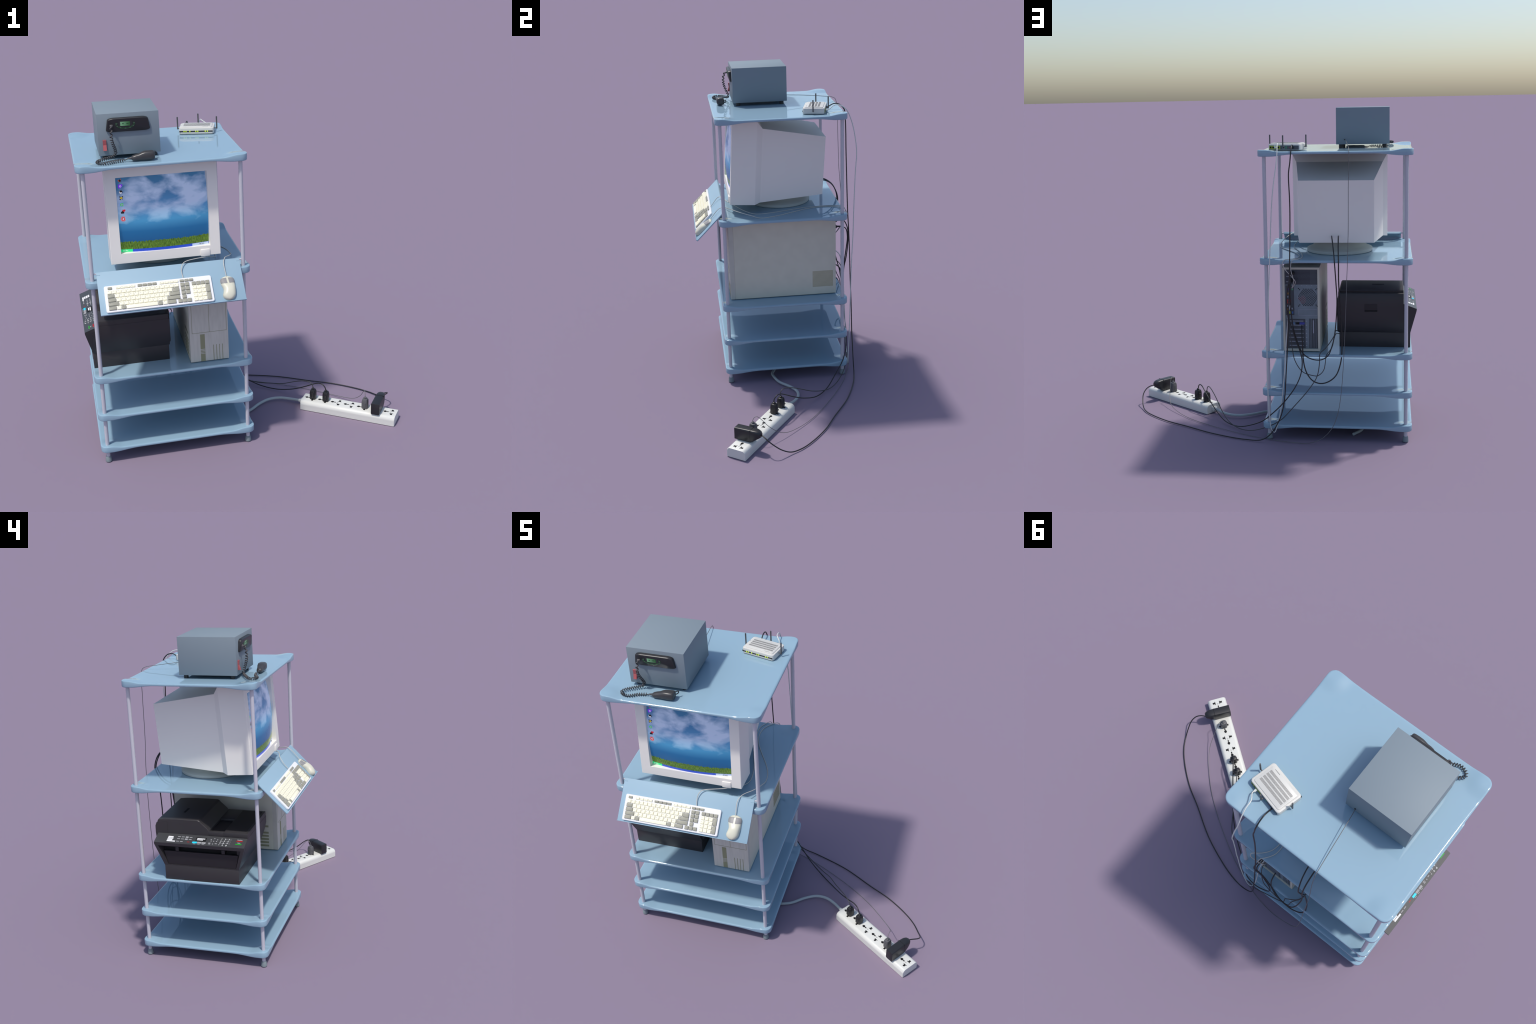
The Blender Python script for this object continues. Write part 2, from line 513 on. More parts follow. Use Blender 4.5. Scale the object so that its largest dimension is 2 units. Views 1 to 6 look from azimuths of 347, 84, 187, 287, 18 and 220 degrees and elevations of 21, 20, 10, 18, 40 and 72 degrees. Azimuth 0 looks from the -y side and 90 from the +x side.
# mains cord down the back and across the floor to the grey plug
rcord = cable("mains_cord", [(-0.4930, 0.128, 1.8080), (-0.4970, 0.146, 1.8060), (-0.5100, 0.250, 1.7980), (-0.5230, 0.370, 1.7840), (-0.5310, 0.440, 1.7735),
    (-0.5330, 0.462, 1.7600), (-0.5330, 0.472, 1.7000), (-0.5300, 0.477, 1.5800), (-0.5280, 0.484, 1.3100), (-0.5240, 0.495, 1.1520), (-0.5170, 0.503, 0.9650),
    (-0.5080, 0.506, 0.7360), (-0.4960, 0.506, 0.5030), (-0.4790, 0.504, 0.3050), (-0.4590, 0.502, 0.1920), (-0.4240, 0.500, 0.1020), (-0.3610, 0.500, 0.0350),
    (-0.2840, 0.500, 0.0060), (-0.1800, 0.488, 0.0035), (-0.0970, 0.467, 0.0030), (0.1000, 0.392, 0.0030), (0.3590, 0.246, 0.0030), (0.5300, 0.122, 0.0030),
    (0.6280, 0.025, 0.0080), (0.6900, -0.050, 0.0200), (0.7180, -0.100, 0.0420), (0.7320, -0.165, 0.0950), (0.7365, -0.210, 0.1500), (0.7350, -0.232, 0.1680),
    (0.7310, -0.250, 0.1600), (0.7290, -0.259, 0.1360)], 0.0017, CABG, radio, n=6)
cyl("strain_relief", (-0.4930, 0.128, 1.8080), (-0.4940, 0.134, 1.8075), 0.0040, BLACK, radio, n=12)

# ================================================================== POWER STRIP
E1 = Vector((0.815, -0.5794, 0)).normalized()
E2 = Vector((0.5794, 0.815, 0)).normalized()
SC = Vector((0.6465, -0.1970, 0))
STRIP = frame_matrix(SC, E1, E2, (0, 0, 1))
def SP(s, w, z):
    return SC + E1 * s + E2 * w + Vector((0, 0, z))
strip = thing("power_strip", "white seven outlet power strip with thick grey cord", "power strip", SC)
bm = bmesh.new()
prof = [(-0.0610, 0.0), (-0.0610, 0.0360)]
for i in range(9):
    a = pi - pi / 2 * i / 8
    prof.append((-0.0610 + 0.0230 + 0.0230 * cos(a), 0.0360 + 0.0235 * sin(a)))
prof += [(-w, z) for w, z in reversed(prof)]
def strip_ring(s, k):
    return [SP(s, w * k, 0.028 + (z - 0.028) * k if z > 0 else (1 - k) * 0.028) for w, z in prof]
add_loft(bm, [strip_ring(-0.3035, 0.965), strip_ring(-0.3010, 1), strip_ring(0.3010, 1), strip_ring(0.3035, 0.965)])
finish(bm, "housing", STRIPW, strip, angle=40)
ZT = 0.0595
def hole(bm, pts, z=ZT, h=0.0006):
    add_loft(bm, [[SP(s, w, z - 0.002) for s, w in pts], [SP(s, w, z + h) for s, w in pts]])
for k in (0, 1, 2, 3, 4, 6):
    s0 = (k - 3) * 0.0850 + 0.0060
    bm = bmesh.new()
    hole(bm, [(s0 - 0.029 + 0.0090 * cos(a) * (1.35 if abs(cos(a)) > .9 else 1), 0.0090 * sin(a)) for a in [2 * pi * i / 12 for i in range(12)]])
    hole(bm, [(s0 - 0.0125 + 0.0046 * cos(a) * 1.2, 0.0046 * sin(a)) for a in [2 * pi * i / 10 for i in range(10)]])
    for ds, dw in ((-0.0035, 0), (0.0015, 0.0015), (0.0060, -0.0015), (0.0085, 0.002), (0.0045, -0.0035)):
        hole(bm, [(s0 + ds + 0.0013 * cos(a), dw + 0.0013 * sin(a)) for a in [2 * pi * i / 6 for i in range(6)]])
    for sg in (-1, 1):
        a, b, c = sg * 0.0130, sg * 0.0168, sg * 0.0310
        hole(bm, [(s0 + 0.001, a), (s0 + 0.0245, a), (s0 + 0.0245, b), (s0 + 0.0190, b), (s0 + 0.0200, c), (s0 + 0.0072, c), (s0 + 0.0072, b), (s0 + 0.001, b)])
    finish(bm, "outlet", DARK, strip, smooth=False)
bm = bmesh.new()
add_box(bm, (-0.3200, -0.0190, 0.0140), (-0.3020, 0.0190, 0.0400), 0.004, 2, STRIP)
add_cyl(bm, SP(-0.3180, 0, 0.027), SP(-0.3330, 0, 0.026), 0.0120, 0.0100, 16)
finish(bm, "cord_boot", STRIPW, strip)
cable("supply_cord", [SP(-0.318, 0, 0.027), SP(-0.345, 0.002, 0.025), (0.329, 0.038, 0.020), (0.266, 0.073, 0.018), (0.198, 0.076, 0.0165), (0.128, 0.043, 0.0145), (0.046, -0.020, 0.0115),
    (-0.034, -0.047, 0.0105), (-0.084, -0.053, 0.0105), (-0.13, -0.035, 0.0105), (-0.25, 0.010, 0.0105), (-0.40, 0.050, 0.0105), (-0.53, 0.110, 0.0105), (-0.598, 0.200, 0.0105),
    (-0.592, 0.275, 0.0105), (-0.547, 0.345, 0.0105)], 0.0088, CORDG, strip, n=12)

def plug(parent, s, m, cable_r):
    """Moulded mains plug standing in the strip."""
    bm = bmesh.new()
    rings = []
    for z, hs, hw, e in ((0.0600, 0.0185, 0.0195, .45), (0.0640, 0.0190, 0.0205, .45), (0.0720, 0.0190, 0.0210, .45), (0.1000, 0.0190, 0.0210, .45),
                      (0.1140, 0.0180, 0.0200, .5), (0.1230, 0.0150, 0.0170, .55), (0.1250, 0.0085, 0.0085, 1), (0.1330, 0.0080, 0.0080, 1), (0.1350, 0.0055, 0.0055, 1)):
        r = []
        for i in range(24):
            a = 2 * pi * i / 24
            ca, sa = cos(a), sin(a)
            r.append(SP(s + hs * math.copysign(abs(ca) ** e, ca), hw * math.copysign(abs(sa) ** e, sa), z))
        rings.append(r)
    add_loft(bm, rings)
    for z in (0.076, 0.084, 0.092, 0.100):
        for sg in (-1, 1):
            add_box(bm, (s - 0.0105, sg * 0.0212 - 0.0015, z - 0.0022), (s + 0.0105, sg * 0.0212 + 0.0015, z + 0.0022), 0.0008, 1, STRIP)
        add_box(bm, (s - 0.0208, -0.010, z - 0.0022), (s - 0.0180, 0.010, z + 0.0022), 0.0008, 1, STRIP)
    ob = finish(bm, "plug", m, None, angle=40)
    ob.parent = parent
    return ob
plug(rcord, 0.1030, PLUGG, 0.0017)
settle(radio)
settle(strip)

# ================================================================== ROUTER
RO = Vector((-0.1610, 0.2670, FLOOR[0]))
ra = math.atan2(-0.048, 0.196)
REX = Vector((cos(ra), sin(ra), 0))
REY = Vector((-sin(ra), cos(ra), 0))
ROUT = frame_matrix(RO, REX, REY, (0, 0, 1))
router = thing("wifi_router", "white wireless router with three grey antennas", "router", RO)
def RP(x, y, z):
    return RO + REX * x + REY * y + Vector((0, 0, z))
bm = bmesh.new()
def rring(hx, hy, r, z):
    return [RP(x, y, z) for x, y in rrect(0, 0, hx, hy, r, 6)]
add_loft(bm, [rring(0.0985, 0.0650, 0.012, 0.0030), rring(0.1010, 0.0675, 0.014, 0.0060), rring(0.1010, 0.0675, 0.014, 0.0335), rring(0.1000, 0.0665, 0.014, 0.0370), rring(0.0975, 0.0640, 0.013, 0.0385),
              rring(0.0900, 0.0565, 0.010, 0.0385), rring(0.0890, 0.0555, 0.010, 0.0420), rring(0.0870, 0.0535, 0.010, 0.0432)])
body = finish(bm, "housing", ROUTERW, router, angle=35)
# vent grille of small slots in four bands
bm = bmesh.new()
for band in range(4):
    y0 = -0.0280 + band * 0.0185
    for i in range(44):
        x = -0.0755 + i * 0.00351
        for j in range(3):
            y = y0 + (j - 1) * 0.0043
            add_box(bm, (x - 0.00115, y - 0.0015, 0.0425), (x + 0.00115, y + 0.0015, 0.0436), 0, 1, ROUT)
g = finish(bm, "vent_grille", GRILLE, router, smooth=False)
g["kind"] = "stuff"
box("name_plate", (0.035, -0.0495, 0.0425), (0.068, -0.0475, 0.0435), GRILLE, router, 0, 1, ROUT)
box("indicator_window", (-0.0990, -0.0683, 0.0150), (0.0945, -0.0600, 0.0228), BLACK, router, 0.0006, 1, ROUT)
for x in (-0.0715, -0.0600, -0.0375, -0.0030, 0.0085, 0.0520, 0.0640):
    box("indicator_light", (x - 0.0029, -0.0690, 0.0150), (x + 0.0029, -0.0600, 0.0228), LED, router, 0, 1, ROUT)
# rear sockets
box("rear_panel", (-0.0930, 0.0600, 0.0065), (0.0930, 0.0680, 0.0300), mat("router_rear_grey", (0.09, 0.095, 0.11), 0.5, 0.4), router, 0.0005, 1, ROUT)
box("port_block", (0.0230, 0.0600, 0.0085), (0.0920, 0.0692, 0.0290), PORTY, router, 0.0005, 1, ROUT)
for x in (0.083, 0.067, 0.051, 0.034):
    box("network_port", (x - 0.0055, 0.0620, 0.0130), (x + 0.0055, 0.0697, 0.0240), DARK, router, 0, 1, ROUT)
box("network_port", (-0.0050, 0.0620, 0.0095), (0.0080, 0.0690, 0.0285), PORTG, router, 0.0005, 1, ROUT)
box("network_port", (-0.0025, 0.0620, 0.0135), (0.0055, 0.0696, 0.0240), DARK, router, 0, 1, ROUT)
box("reset_button", (-0.0175, 0.0620, 0.0100), (-0.0105, 0.0690, 0.0280), PORTN, router, 0.0005, 1, ROUT)
box("power_socket", (-0.0590, 0.0620, 0.0100), (-0.0420, 0.0692, 0.0260), BLACK, router, 0.0005, 1, ROUT)
box("power_button", (-0.0400, 0.0620, 0.0160), (-0.0350, 0.0696, 0.0210), PORTR, router, 0, 1, ROUT)
for (ax, ay), inward in (((-0.2720, 0.2910), REX), ((-0.1400, 0.3470), -REY), ((-0.0490, 0.2380), -REX)):
    bm = bmesh.new()
    b0 = Vector((ax, ay, 1.7755))
    add_cyl(bm, b0, Vector((ax, ay, 1.8480)), 0.0041, 0.0041, 12)
    add_cyl(bm, b0 + Vector((0, 0, 0.004)), b0 + Vector((0, 0, 0.004)) + inward * 0.016, 0.0030, 0.0030, 10)
    finish(bm, "antenna", ANT, router)
# network cable to the computer: loops down and up again
bm = bmesh.new()
add_box(bm, (0.0460, 0.066, 0.0140), (0.0560, 0.084, 0.0235), 0.001, 1, ROUT)
finish(bm, "network_plug", CABW, router)
cable("network_cable", [RP(0.051, 0.080, 0.0190), RP(0.0500, 0.095, 0.0260), (-0.1130, 0.382, 1.8000), (-0.1150, 0.420, 1.7960), (-0.1185, 0.458, 1.7650), (-0.1170, 0.488, 1.6970), (-0.1040, 0.508, 1.6010), (-0.0920, 0.517, 1.4960), (-0.0830, 0.508, 1.3900),
    (-0.0660, 0.494, 1.1020), (-0.0590, 0.490, 0.9840), (-0.0480, 0.479, 0.8010), (-0.0370, 0.470, 0.5630), (-0.0370, 0.462, 0.2810), (-0.0440, 0.458, 0.1330), (-0.0540, 0.457, 0.0680),
    (-0.0700, 0.457, 0.0520), (-0.0860, 0.457, 0.0850), (-0.1110, 0.455, 0.1990), (-0.1340, 0.450, 0.3990), (-0.1490, 0.445, 0.5970), (-0.1620, 0.435, 0.7450), (-0.1670, 0.420, 0.8040), (-0.1730, 0.392, 0.8340)],
    0.0030, CABW, router)
# power lead to the wall adapter
pw = cable("power_lead", [(-0.2010, 0.325, 1.7730), (-0.2010, 0.352, 1.7735), (-0.1990, 0.390, 1.7930), (-0.1985, 0.425, 1.7880), (-0.1980, 0.458, 1.7540), (-0.1920, 0.464, 1.6900), (-0.1840, 0.465, 1.6310), (-0.1880, 0.468, 1.4910), (-0.1890, 0.471, 1.3850), (-0.1830, 0.478, 1.1050),
    (-0.1790, 0.485, 0.9580), (-0.1730, 0.490, 0.8050), (-0.1660, 0.493, 0.6500), (-0.1540, 0.498, 0.4550), (-0.1370, 0.500, 0.2560), (-0.1080, 0.500, 0.1500), (-0.0510, 0.495, 0.0560), (0.0050, 0.488, 0.0150), (0.1100, 0.464, 0.0050), (0.3260, 0.380, 0.0045),
    (0.5250, 0.263, 0.0045), (0.6650, 0.183, 0.0045), (0.7900, 0.083, 0.0045), (0.8550, 0.012, 0.0050), (0.8930, -0.055, 0.0120), (0.9120, -0.110, 0.0420), (0.9160, -0.150, 0.0740), (0.9020, -0.185, 0.1000), (0.8770, -0.206, 0.1130), (0.8520, -0.220, 0.1150)],
    0.0036, CABB, router)
cyl("power_jack", (-0.2005, 0.326, 1.7730), (-0.2005, 0.349, 1.7735), 0.0050, CABB, router, n=12)
# adapter block plugged into the strip
bm = bmesh.new()
def aring(w, s0, s1, z0, z1, r):
    return [SP(x, w, z) for x, z in rrect((s0 + s1) / 2, (z0 + z1) / 2, (s1 - s0) / 2, (z1 - z0) / 2, r, 3)]
add_loft(bm, [aring(-0.0650, 0.1590, 0.2080, 0.0615, 0.1330, 0.005), aring(-0.0640, 0.1570, 0.2100, 0.0605, 0.1350, 0.006), aring(0.0350, 0.1570, 0.2100, 0.0605, 0.1400, 0.009),
              aring(0.0560, 0.1570, 0.2100, 0.0700, 0.1405, 0.011), aring(0.0760, 0.1580, 0.2090, 0.0850, 0.1400, 0.013), aring(0.0920, 0.1620, 0.2050, 0.0950, 0.1370, 0.015), aring(0.1010, 0.1700, 0.1980, 0.1020, 0.1300, 0.012)])
ad = finish(bm, "wall_adapter", BLACK, pw, angle=40)
bm = bmesh.new()
add_box(bm, (0.1565, 0.0385, 0.0700), (0.2105, 0.0400, 0.1415), 0.0007, 1, STRIP)
finish(bm, "adapter_seam", DARK, pw)
settle(router)

# ================================================================== MONITOR (tilted frame)
TH = math.atan(0.034 / 0.516)
MO = Vector((-0.4505, -0.2840, 1.1900))
MB = Vector((0, cos(TH), -sin(TH)))      # into the case
MU = Vector((0, sin(TH), cos(TH)))       # up
def MP(x, d, h):
    return MO + Vector((x, 0, 0)) + MB * d + MU * h
MM = frame_matrix(MO, (1, 0, 0), MB, MU)
monitor = thing("crt_monitor", "boxy white tube monitor showing clouds and grass", "monitor", (-0.4505, 0.062, FLOOR[1]))
def mrect(hx, d, h0, h1, d1=None):
    d1 = d if d1 is None else d1
    return [MP(-hx, d, h0), MP(hx, d, h0), MP(hx, d1, h1), MP(-hx, d1, h1)]
bm = bmesh.new()
rings = [mrect(0.2405, 0.0400, 0.0575, 0.4715), mrect(0.2455, 0.0000, 0.0550, 0.4745), mrect(0.2990, 0.0000, 0.0020, 0.5290), mrect(0.3015, 0.0025, 0.0000, 0.5310),
         mrect(0.3015, 0.1570, 0.0000, 0.5310), mrect(0.2735, 0.1930, 0.0085, 0.4850), mrect(0.2240, 0.6020, 0.0535, 0.4300)]
vv = add_loft(bm, rings, cap=False)
bm.faces.new(vv[-1])
finish(bm, "case", MON, monitor, angle=12)
# pivoting foot
bm = bmesh.new()
add_lathe(bm, (-0.4555, 0.0620, FLOOR[1]), [(0.2010, 0.0005), (0.2040, 0.0030), (0.2050, 0.0180), (0.2025, 0.0205), (0.1800, 0.0290), (0.1640, 0.0400), (0.1520, 0.0560), (0.1300, 0.0840)], 96)
finish(bm, "swivel_base", MONBASE, monitor, angle=40)
box("power_button", (0.1885, -0.0050, -0.0030), (0.2395, 0.0100, 0.0360), MON, monitor, 0.0015, 2, MM)

# picture tube face: convex sheet with thickness
def tube_d(x, h, out=0.0):
    u, w = x / 0.245, (h - 0.2655) / 0.2085
    return -0.0150 + 0.0280 * u * u + 0.0230 * w * w - out
SCR = bpy.data.materials.new("screen_picture")
SCR.use_nodes = True
nt = SCR.node_tree
N, Lk = nt.nodes.new, nt.links.new
b = nt.nodes["Principled BSDF"]
tc = N("ShaderNodeTexCoord")
sx = N("ShaderNodeSeparateXYZ")
Lk(tc.outputs["Object"], sx.inputs[0])       # the tube mesh keeps x across, y up, z out
def math_node(op, a, bval):
    n = N("ShaderNodeMath")
    n.operation = op
    for i, q in enumerate((a, bval)):
        if isinstance(q, (int, float)):
            n.inputs[i].default_value = q
        else:
            Lk(q, n.inputs[i])
    return n.outputs[0]
# cloud field: stretched noise, warped
mp = N("ShaderNodeMapping")
mp.inputs["Scale"].default_value = (7.5, 11.5, 1)
mp.inputs["Location"].default_value = (3.37, 1.21, 0.4)
Lk(tc.outputs["Object"], mp.inputs["Vector"])
n1 = N("ShaderNodeTexNoise")
n1.inputs["Scale"].default_value = 1.25
n1.inputs["Detail"].default_value = 5
n1.inputs["Roughness"].default_value = 0.46
n1.inputs["Distortion"].default_value = 0.25
Lk(mp.outputs[0], n1.inputs["Vector"])
# vertical position 0 (bottom) .. 1 (top)
vpos = math_node('DIVIDE', math_node('SUBTRACT', sx.outputs["Y"], 0.057), 0.417)
cov = N("ShaderNodeValToRGB")       # how much cloud at each height
els = cov.color_ramp.elements
els[0].position, els[0].color = 0.22, (0, 0, 0, 1)
els[1].position, els[1].color = 1.0, (0.74, 0.74, 0.74, 1)
for p, c in ((0.36, 0.25), (0.44, 0.74), (0.52, 0.98), (0.62, 1.0), (0.82, 0.86)):
    e = els.new(p)
    e.color = (c, c, c, 1)
Lk(vpos, cov.inputs["Fac"])
cl = math_node('SUBTRACT', math_node('ADD', math_node('MULTIPLY', math_node('SUBTRACT', n1.outputs["Fac"], 0.5), 3.6), math_node('MULTIPLY', cov.outputs["Color"], 1.45)), 0.84)
sky = N("ShaderNodeValToRGB")
els = sky.color_ramp.elements
els[0].position, els[0].color = 0.10, (0.014, 0.090, 0.235, 1)
els[1].position, els[1].color = 1.0, (0.030, 0.115, 0.245, 1)
for p, c in ((0.28, (0.017, 0.125, 0.30)), (0.42, (0.060, 0.26, 0.48)), (0.55, (0.075, 0.22, 0.44)), (0.75, (0.045, 0.145, 0.32))):
    e = els.new(p)
    e.color = (*c, 1)
Lk(vpos, sky.inputs["Fac"])
mx = N("ShaderNodeMixRGB")
Lk(cl, mx.inputs[0])
mx.use_clamp = True
clm = N("ShaderNodeClamp")
Lk(cl, clm.inputs[0])
clm.inputs["Max"].default_value = 0.92
Lk(clm.outputs[0], mx.inputs[0])
Lk(sky.outputs["Color"], mx.inputs[1])
ccol = N("ShaderNodeValToRGB")        # cloud tint: violet-grey high, pale blue low
ccol.color_ramp.elements[0].position, ccol.color_ramp.elements[0].color = 0.35, (0.22, 0.48, 0.68, 1)
ccol.color_ramp.elements[1].position, ccol.color_ramp.elements[1].color = 0.62, (0.36, 0.44, 0.64, 1)
Lk(vpos, ccol.inputs["Fac"])
Lk(ccol.outputs["Color"], mx.inputs[2])
# grass band: blades from stretched noise, ragged upper edge
gm = N("ShaderNodeMapping")
gm.inputs["Scale"].default_value = (380, 48, 1)
Lk(tc.outputs["Object"], gm.inputs["Vector"])
gn = N("ShaderNodeTexNoise")
gn.inputs["Scale"].default_value = 1.0
gn.inputs["Detail"].default_value = 3
Lk(gm.outputs[0], gn.inputs["Vector"])
gcol = N("ShaderNodeValToRGB")
els = gcol.color_ramp.elements
els[0].position, els[0].color = 0.30, (0.020, 0.052, 0.008, 1)
els[1].position, els[1].color = 0.72, (0.20, 0.34, 0.045, 1)
e = els.new(0.5)
e.color = (0.085, 0.17, 0.022, 1)
Lk(gn.outputs["Fac"], gcol.inputs["Fac"])
gm2 = N("ShaderNodeMapping")
gm2.inputs["Scale"].default_value = (170, 4, 1)
Lk(tc.outputs["Object"], gm2.inputs["Vector"])
gn2 = N("ShaderNodeTexNoise")
gn2.inputs["Scale"].default_value = 1.0
gn2.inputs["Detail"].default_value = 3
Lk(gm2.outputs[0], gn2.inputs["Vector"])
edge = math_node('ADD', 0.1010, math_node('MULTIPLY', gn2.outputs["Fac"], 0.030))
gmask = math_node('LESS_THAN', sx.outputs["Y"], edge)
mx2 = N("ShaderNodeMixRGB")
Lk(gmask, mx2.inputs[0])
Lk(mx.outputs[0], mx2.inputs[1])
Lk(gcol.outputs["Color"], mx2.inputs[2])
half = N("ShaderNodeMixRGB")
half.blend_type = 'MULTIPLY'
half.inputs[0].default_value = 1.0
half.inputs[2].default_value = (0.62, 0.62, 0.62, 1)
Lk(mx2.outputs[0], half.inputs[1])
Lk(half.outputs[0], b.inputs["Base Color"])
Lk(mx2.outputs[0], b.inputs["Emission Color"])
b.inputs["Emission Strength"].default_value = 0.50
b.inputs["Roughness"].default_value = 0.22
b.inputs["Specular IOR Level"].default_value = 0.3

def screen_sheet(name, x0, x1, h0, h1, m, out, parent, nx=24, nh=20, th=0.0006, own=False):
    """Sheet following the tube; with own=True it is built in a local frame for its material."""
    bm = bmesh.new()
    fr_, bk = {}, {}
    for i in range(nx + 1):
        for j in range(nh + 1):
            x, h = x0 + (x1 - x0) * i / nx, h0 + (h1 - h0) * j / nh
            d = tube_d(x, h, out)
            P = (lambda q: Vector((x, h, -q))) if own else (lambda q: MP(x, q, h))
            fr_[i, j] = bm.verts.new(P(d))
            bk[i, j] = bm.verts.new(P(d + th))
    for i in range(nx):
        for j in range(nh):
            bm.faces.new((fr_[i, j], fr_[i + 1, j], fr_[i + 1, j + 1], fr_[i, j + 1]))
            bm.faces.new((bk[i, j], bk[i, j + 1], bk[i + 1, j + 1], bk[i + 1, j]))
    loop = [(i, 0) for i in range(nx)] + [(nx, j) for j in range(nh)] + [(i, nh) for i in range(nx, 0, -1)] + [(0, j) for j in range(nh, 0, -1)]
    for k in range(len(loop)):
        p, q = loop[k], loop[(k + 1) % len(loop)]
        bm.faces.new((fr_[p], bk[p], bk[q], fr_[q]))
    return finish(bm, name, m, parent, angle=50)
screen = screen_sheet("screen", -0.2430, 0.2430, 0.0560, 0.4730, SCR, 0.0, None, 32, 28, 0.010, own=True)
def glow(name, c, e=0.5):
    return mat(name, c, 0.3, 0.3, emit=e)
TB = glow("taskbar_blue", (0.018, 0.060, 0.42))
screen_sheet("task_bar", -0.2430, 0.2430, 0.0560, 0.0715, TB, 0.0010, monitor, 24, 1)
screen_sheet("start_button", -0.2430, -0.1800, 0.0560, 0.0725, glow("start_green", (0.02, 0.60, 0.20)), 0.0018, monitor, 4, 1)
screen_sheet("task_clock", 0.1470, 0.2385, 0.0560, 0.0705, glow("clock_pale", (0.40, 0.48, 0.62)), 0.0018, monitor, 6, 1)
def on_screen(x, h, out=0.0016):
    return frame_matrix(MP(x, tube_d(x, h, out), h), (1, 0, 0), MU, -MB)
lettering("START", 0.0120, on_screen(-0.2140, 0.0650, 0.0030), glow("start_text", (0.55, 0.62, 0.55)), monitor)
lettering("10:00 AM", 0.0100, on_screen(0.1940, 0.0635, 0.0030), glow("clock_text", (0.03, 0.03, 0.05)), monitor)
# desktop pictograms (plain shapes)
def icon_disc(bm, M, r, r_in=0.0, n=24, cx=0, cy=0, z=0.0, mi=0, a0=0, a1=2 * pi):
    pts = [(cx + r * cos(a0 + (a1 - a0) * i / n), cy + r * sin(a0 + (a1 - a0) * i / n)) for i in range(n + (0 if a1 - a0 > 6.28 else 1))]
    if r_in:
        ins = [(cx + r_in * cos(a0 + (a1 - a0) * i / n), cy + r_in * sin(a0 + (a1 - a0) * i / n)) for i in range(n + 1)]
        outs = [(cx + r * cos(a0 + (a1 - a0) * i / n), cy + r * sin(a0 + (a1 - a0) * i / n)) for i in range(n + 1)]
        for i in range(n):
            q = [outs[i], outs[i + 1], ins[i + 1], ins[i]]
            add_loft(bm, [[M @ Vector((x, y, z)) for x, y in q], [M @ Vector((x, y, z + 0.0004)) for x, y in q]], mi=mi)
    else:
        add_loft(bm, [[M @ Vector((x, y, z)) for x, y in pts], [M @ Vector((x, y, z + 0.0004)) for x, y in pts]], mi=mi)
def icon_poly(bm, M, pts, z=0.0, mi=0):
    add_loft(bm, [[M @ Vector((x, y, z)) for x, y in pts], [M @ Vector((x, y, z + 0.0004)) for x, y in pts]], mi=mi)
IK, IR, IP = glow("icon_black", (0.012, 0.010, 0.012)), glow("icon_red", (0.55, 0.02, 0.03)), glow("icon_purple", (0.16, 0.02, 0.60))
IO, IW, IY = glow("icon_orange", (0.40, 0.06, 0.015)), glow("icon_white", (0.55, 0.55, 0.60)), glow("icon_yellow", (0.62, 0.45, 0.02))
IG, IB = glow("icon_green", (0.08, 0.45, 0.08)), glow("icon_blue", (0.05, 0.22, 0.62))
IX = -0.2200
hs = (0.4535, 0.4240, 0.3930, 0.3620, 0.3260, 0.2880, 0.2480)
bm = bmesh.new(); M = on_screen(IX, hs[0])
icon_disc(bm, M, 0.0065, mi=0)
for k in range(3):
    a = 2 * pi * k / 3 + 0.6
    icon_poly(bm, M, [(0.0060 * cos(a - .35), 0.0060 * sin(a - .35)), (0.0105 * cos(a + .25), 0.0105 * sin(a + .25)), (0.0115 * cos(a + .55), 0.0115 * sin(a + .55)), (0.0060 * cos(a + .55), 0.0060 * sin(a + .55))], mi=1)
icon_disc(bm, M, 0.0075, 0.0055, z=0.0005, mi=1, a0=2.2, a1=5.0)
finish(bm, "desktop_icon", [IK, IO], monitor, smooth=False)
bm = bmesh.new(); M = on_screen(IX, hs[1])
icon_poly(bm, M, rrect(0, 0, 0.0115, 0.0105, 0.004, 4)); icon_disc(bm, M, 0.0055, 0.0028, z=0.0005, mi=1)
finish(bm, "desktop_icon", [IP, IW], monitor, smooth=False)
bm = bmesh.new(); M = on_screen(IX, hs[2])
icon_disc(bm, M, 0.0098, mi=0); icon_disc(bm, M, 0.0088, z=0.0005, mi=1, a0=pi * 0.6, a1=pi * 1.6); icon_disc(bm, M, 0.0042, z=0.0009, mi=0, cx=-0.002, cy=0.0035); icon_disc(bm, M, 0.0040, z=0.0009, mi=1, cx=0.002, cy=-0.0035)
finish(bm, "desktop_icon", [IK, IW], monitor, smooth=False)
bm = bmesh.new(); M = on_screen(IX, hs[3])
for a in (pi / 4, -pi / 4):
    c, s = cos(a), sin(a)
    icon_poly(bm, M, [(x * c - y * s, x * s + y * c) for x, y in ((-0.0125, -0.0030), (0.0125, -0.0030), (0.0125, 0.0030), (-0.0125, 0.0030))], z=0.0004 if a > 0 else 0, mi=0)
icon_disc(bm, M, 0.0058, z=0.001, mi=1, n=12); icon_disc(bm, M, 0.0020, z=0.0016, mi=0, n=8)
finish(bm, "desktop_icon", [IK, IY], monitor, smooth=False)
bm = bmesh.new(); M = on_screen(IX, hs[4])
icon_disc(bm, M, 0.0125, 0.0112, mi=1)
for k in range(3):
    icon_disc(bm, M, 0.0092, 0.0045, mi=0, a0=2 * pi * k / 3 + 0.15, a1=2 * pi * (k + 1) / 3 - 0.25, n=8)
finish(bm, "desktop_icon", [IG, IB], monitor, smooth=False)
bm = bmesh.new(); M = on_screen(IX + 0.004, hs[5])
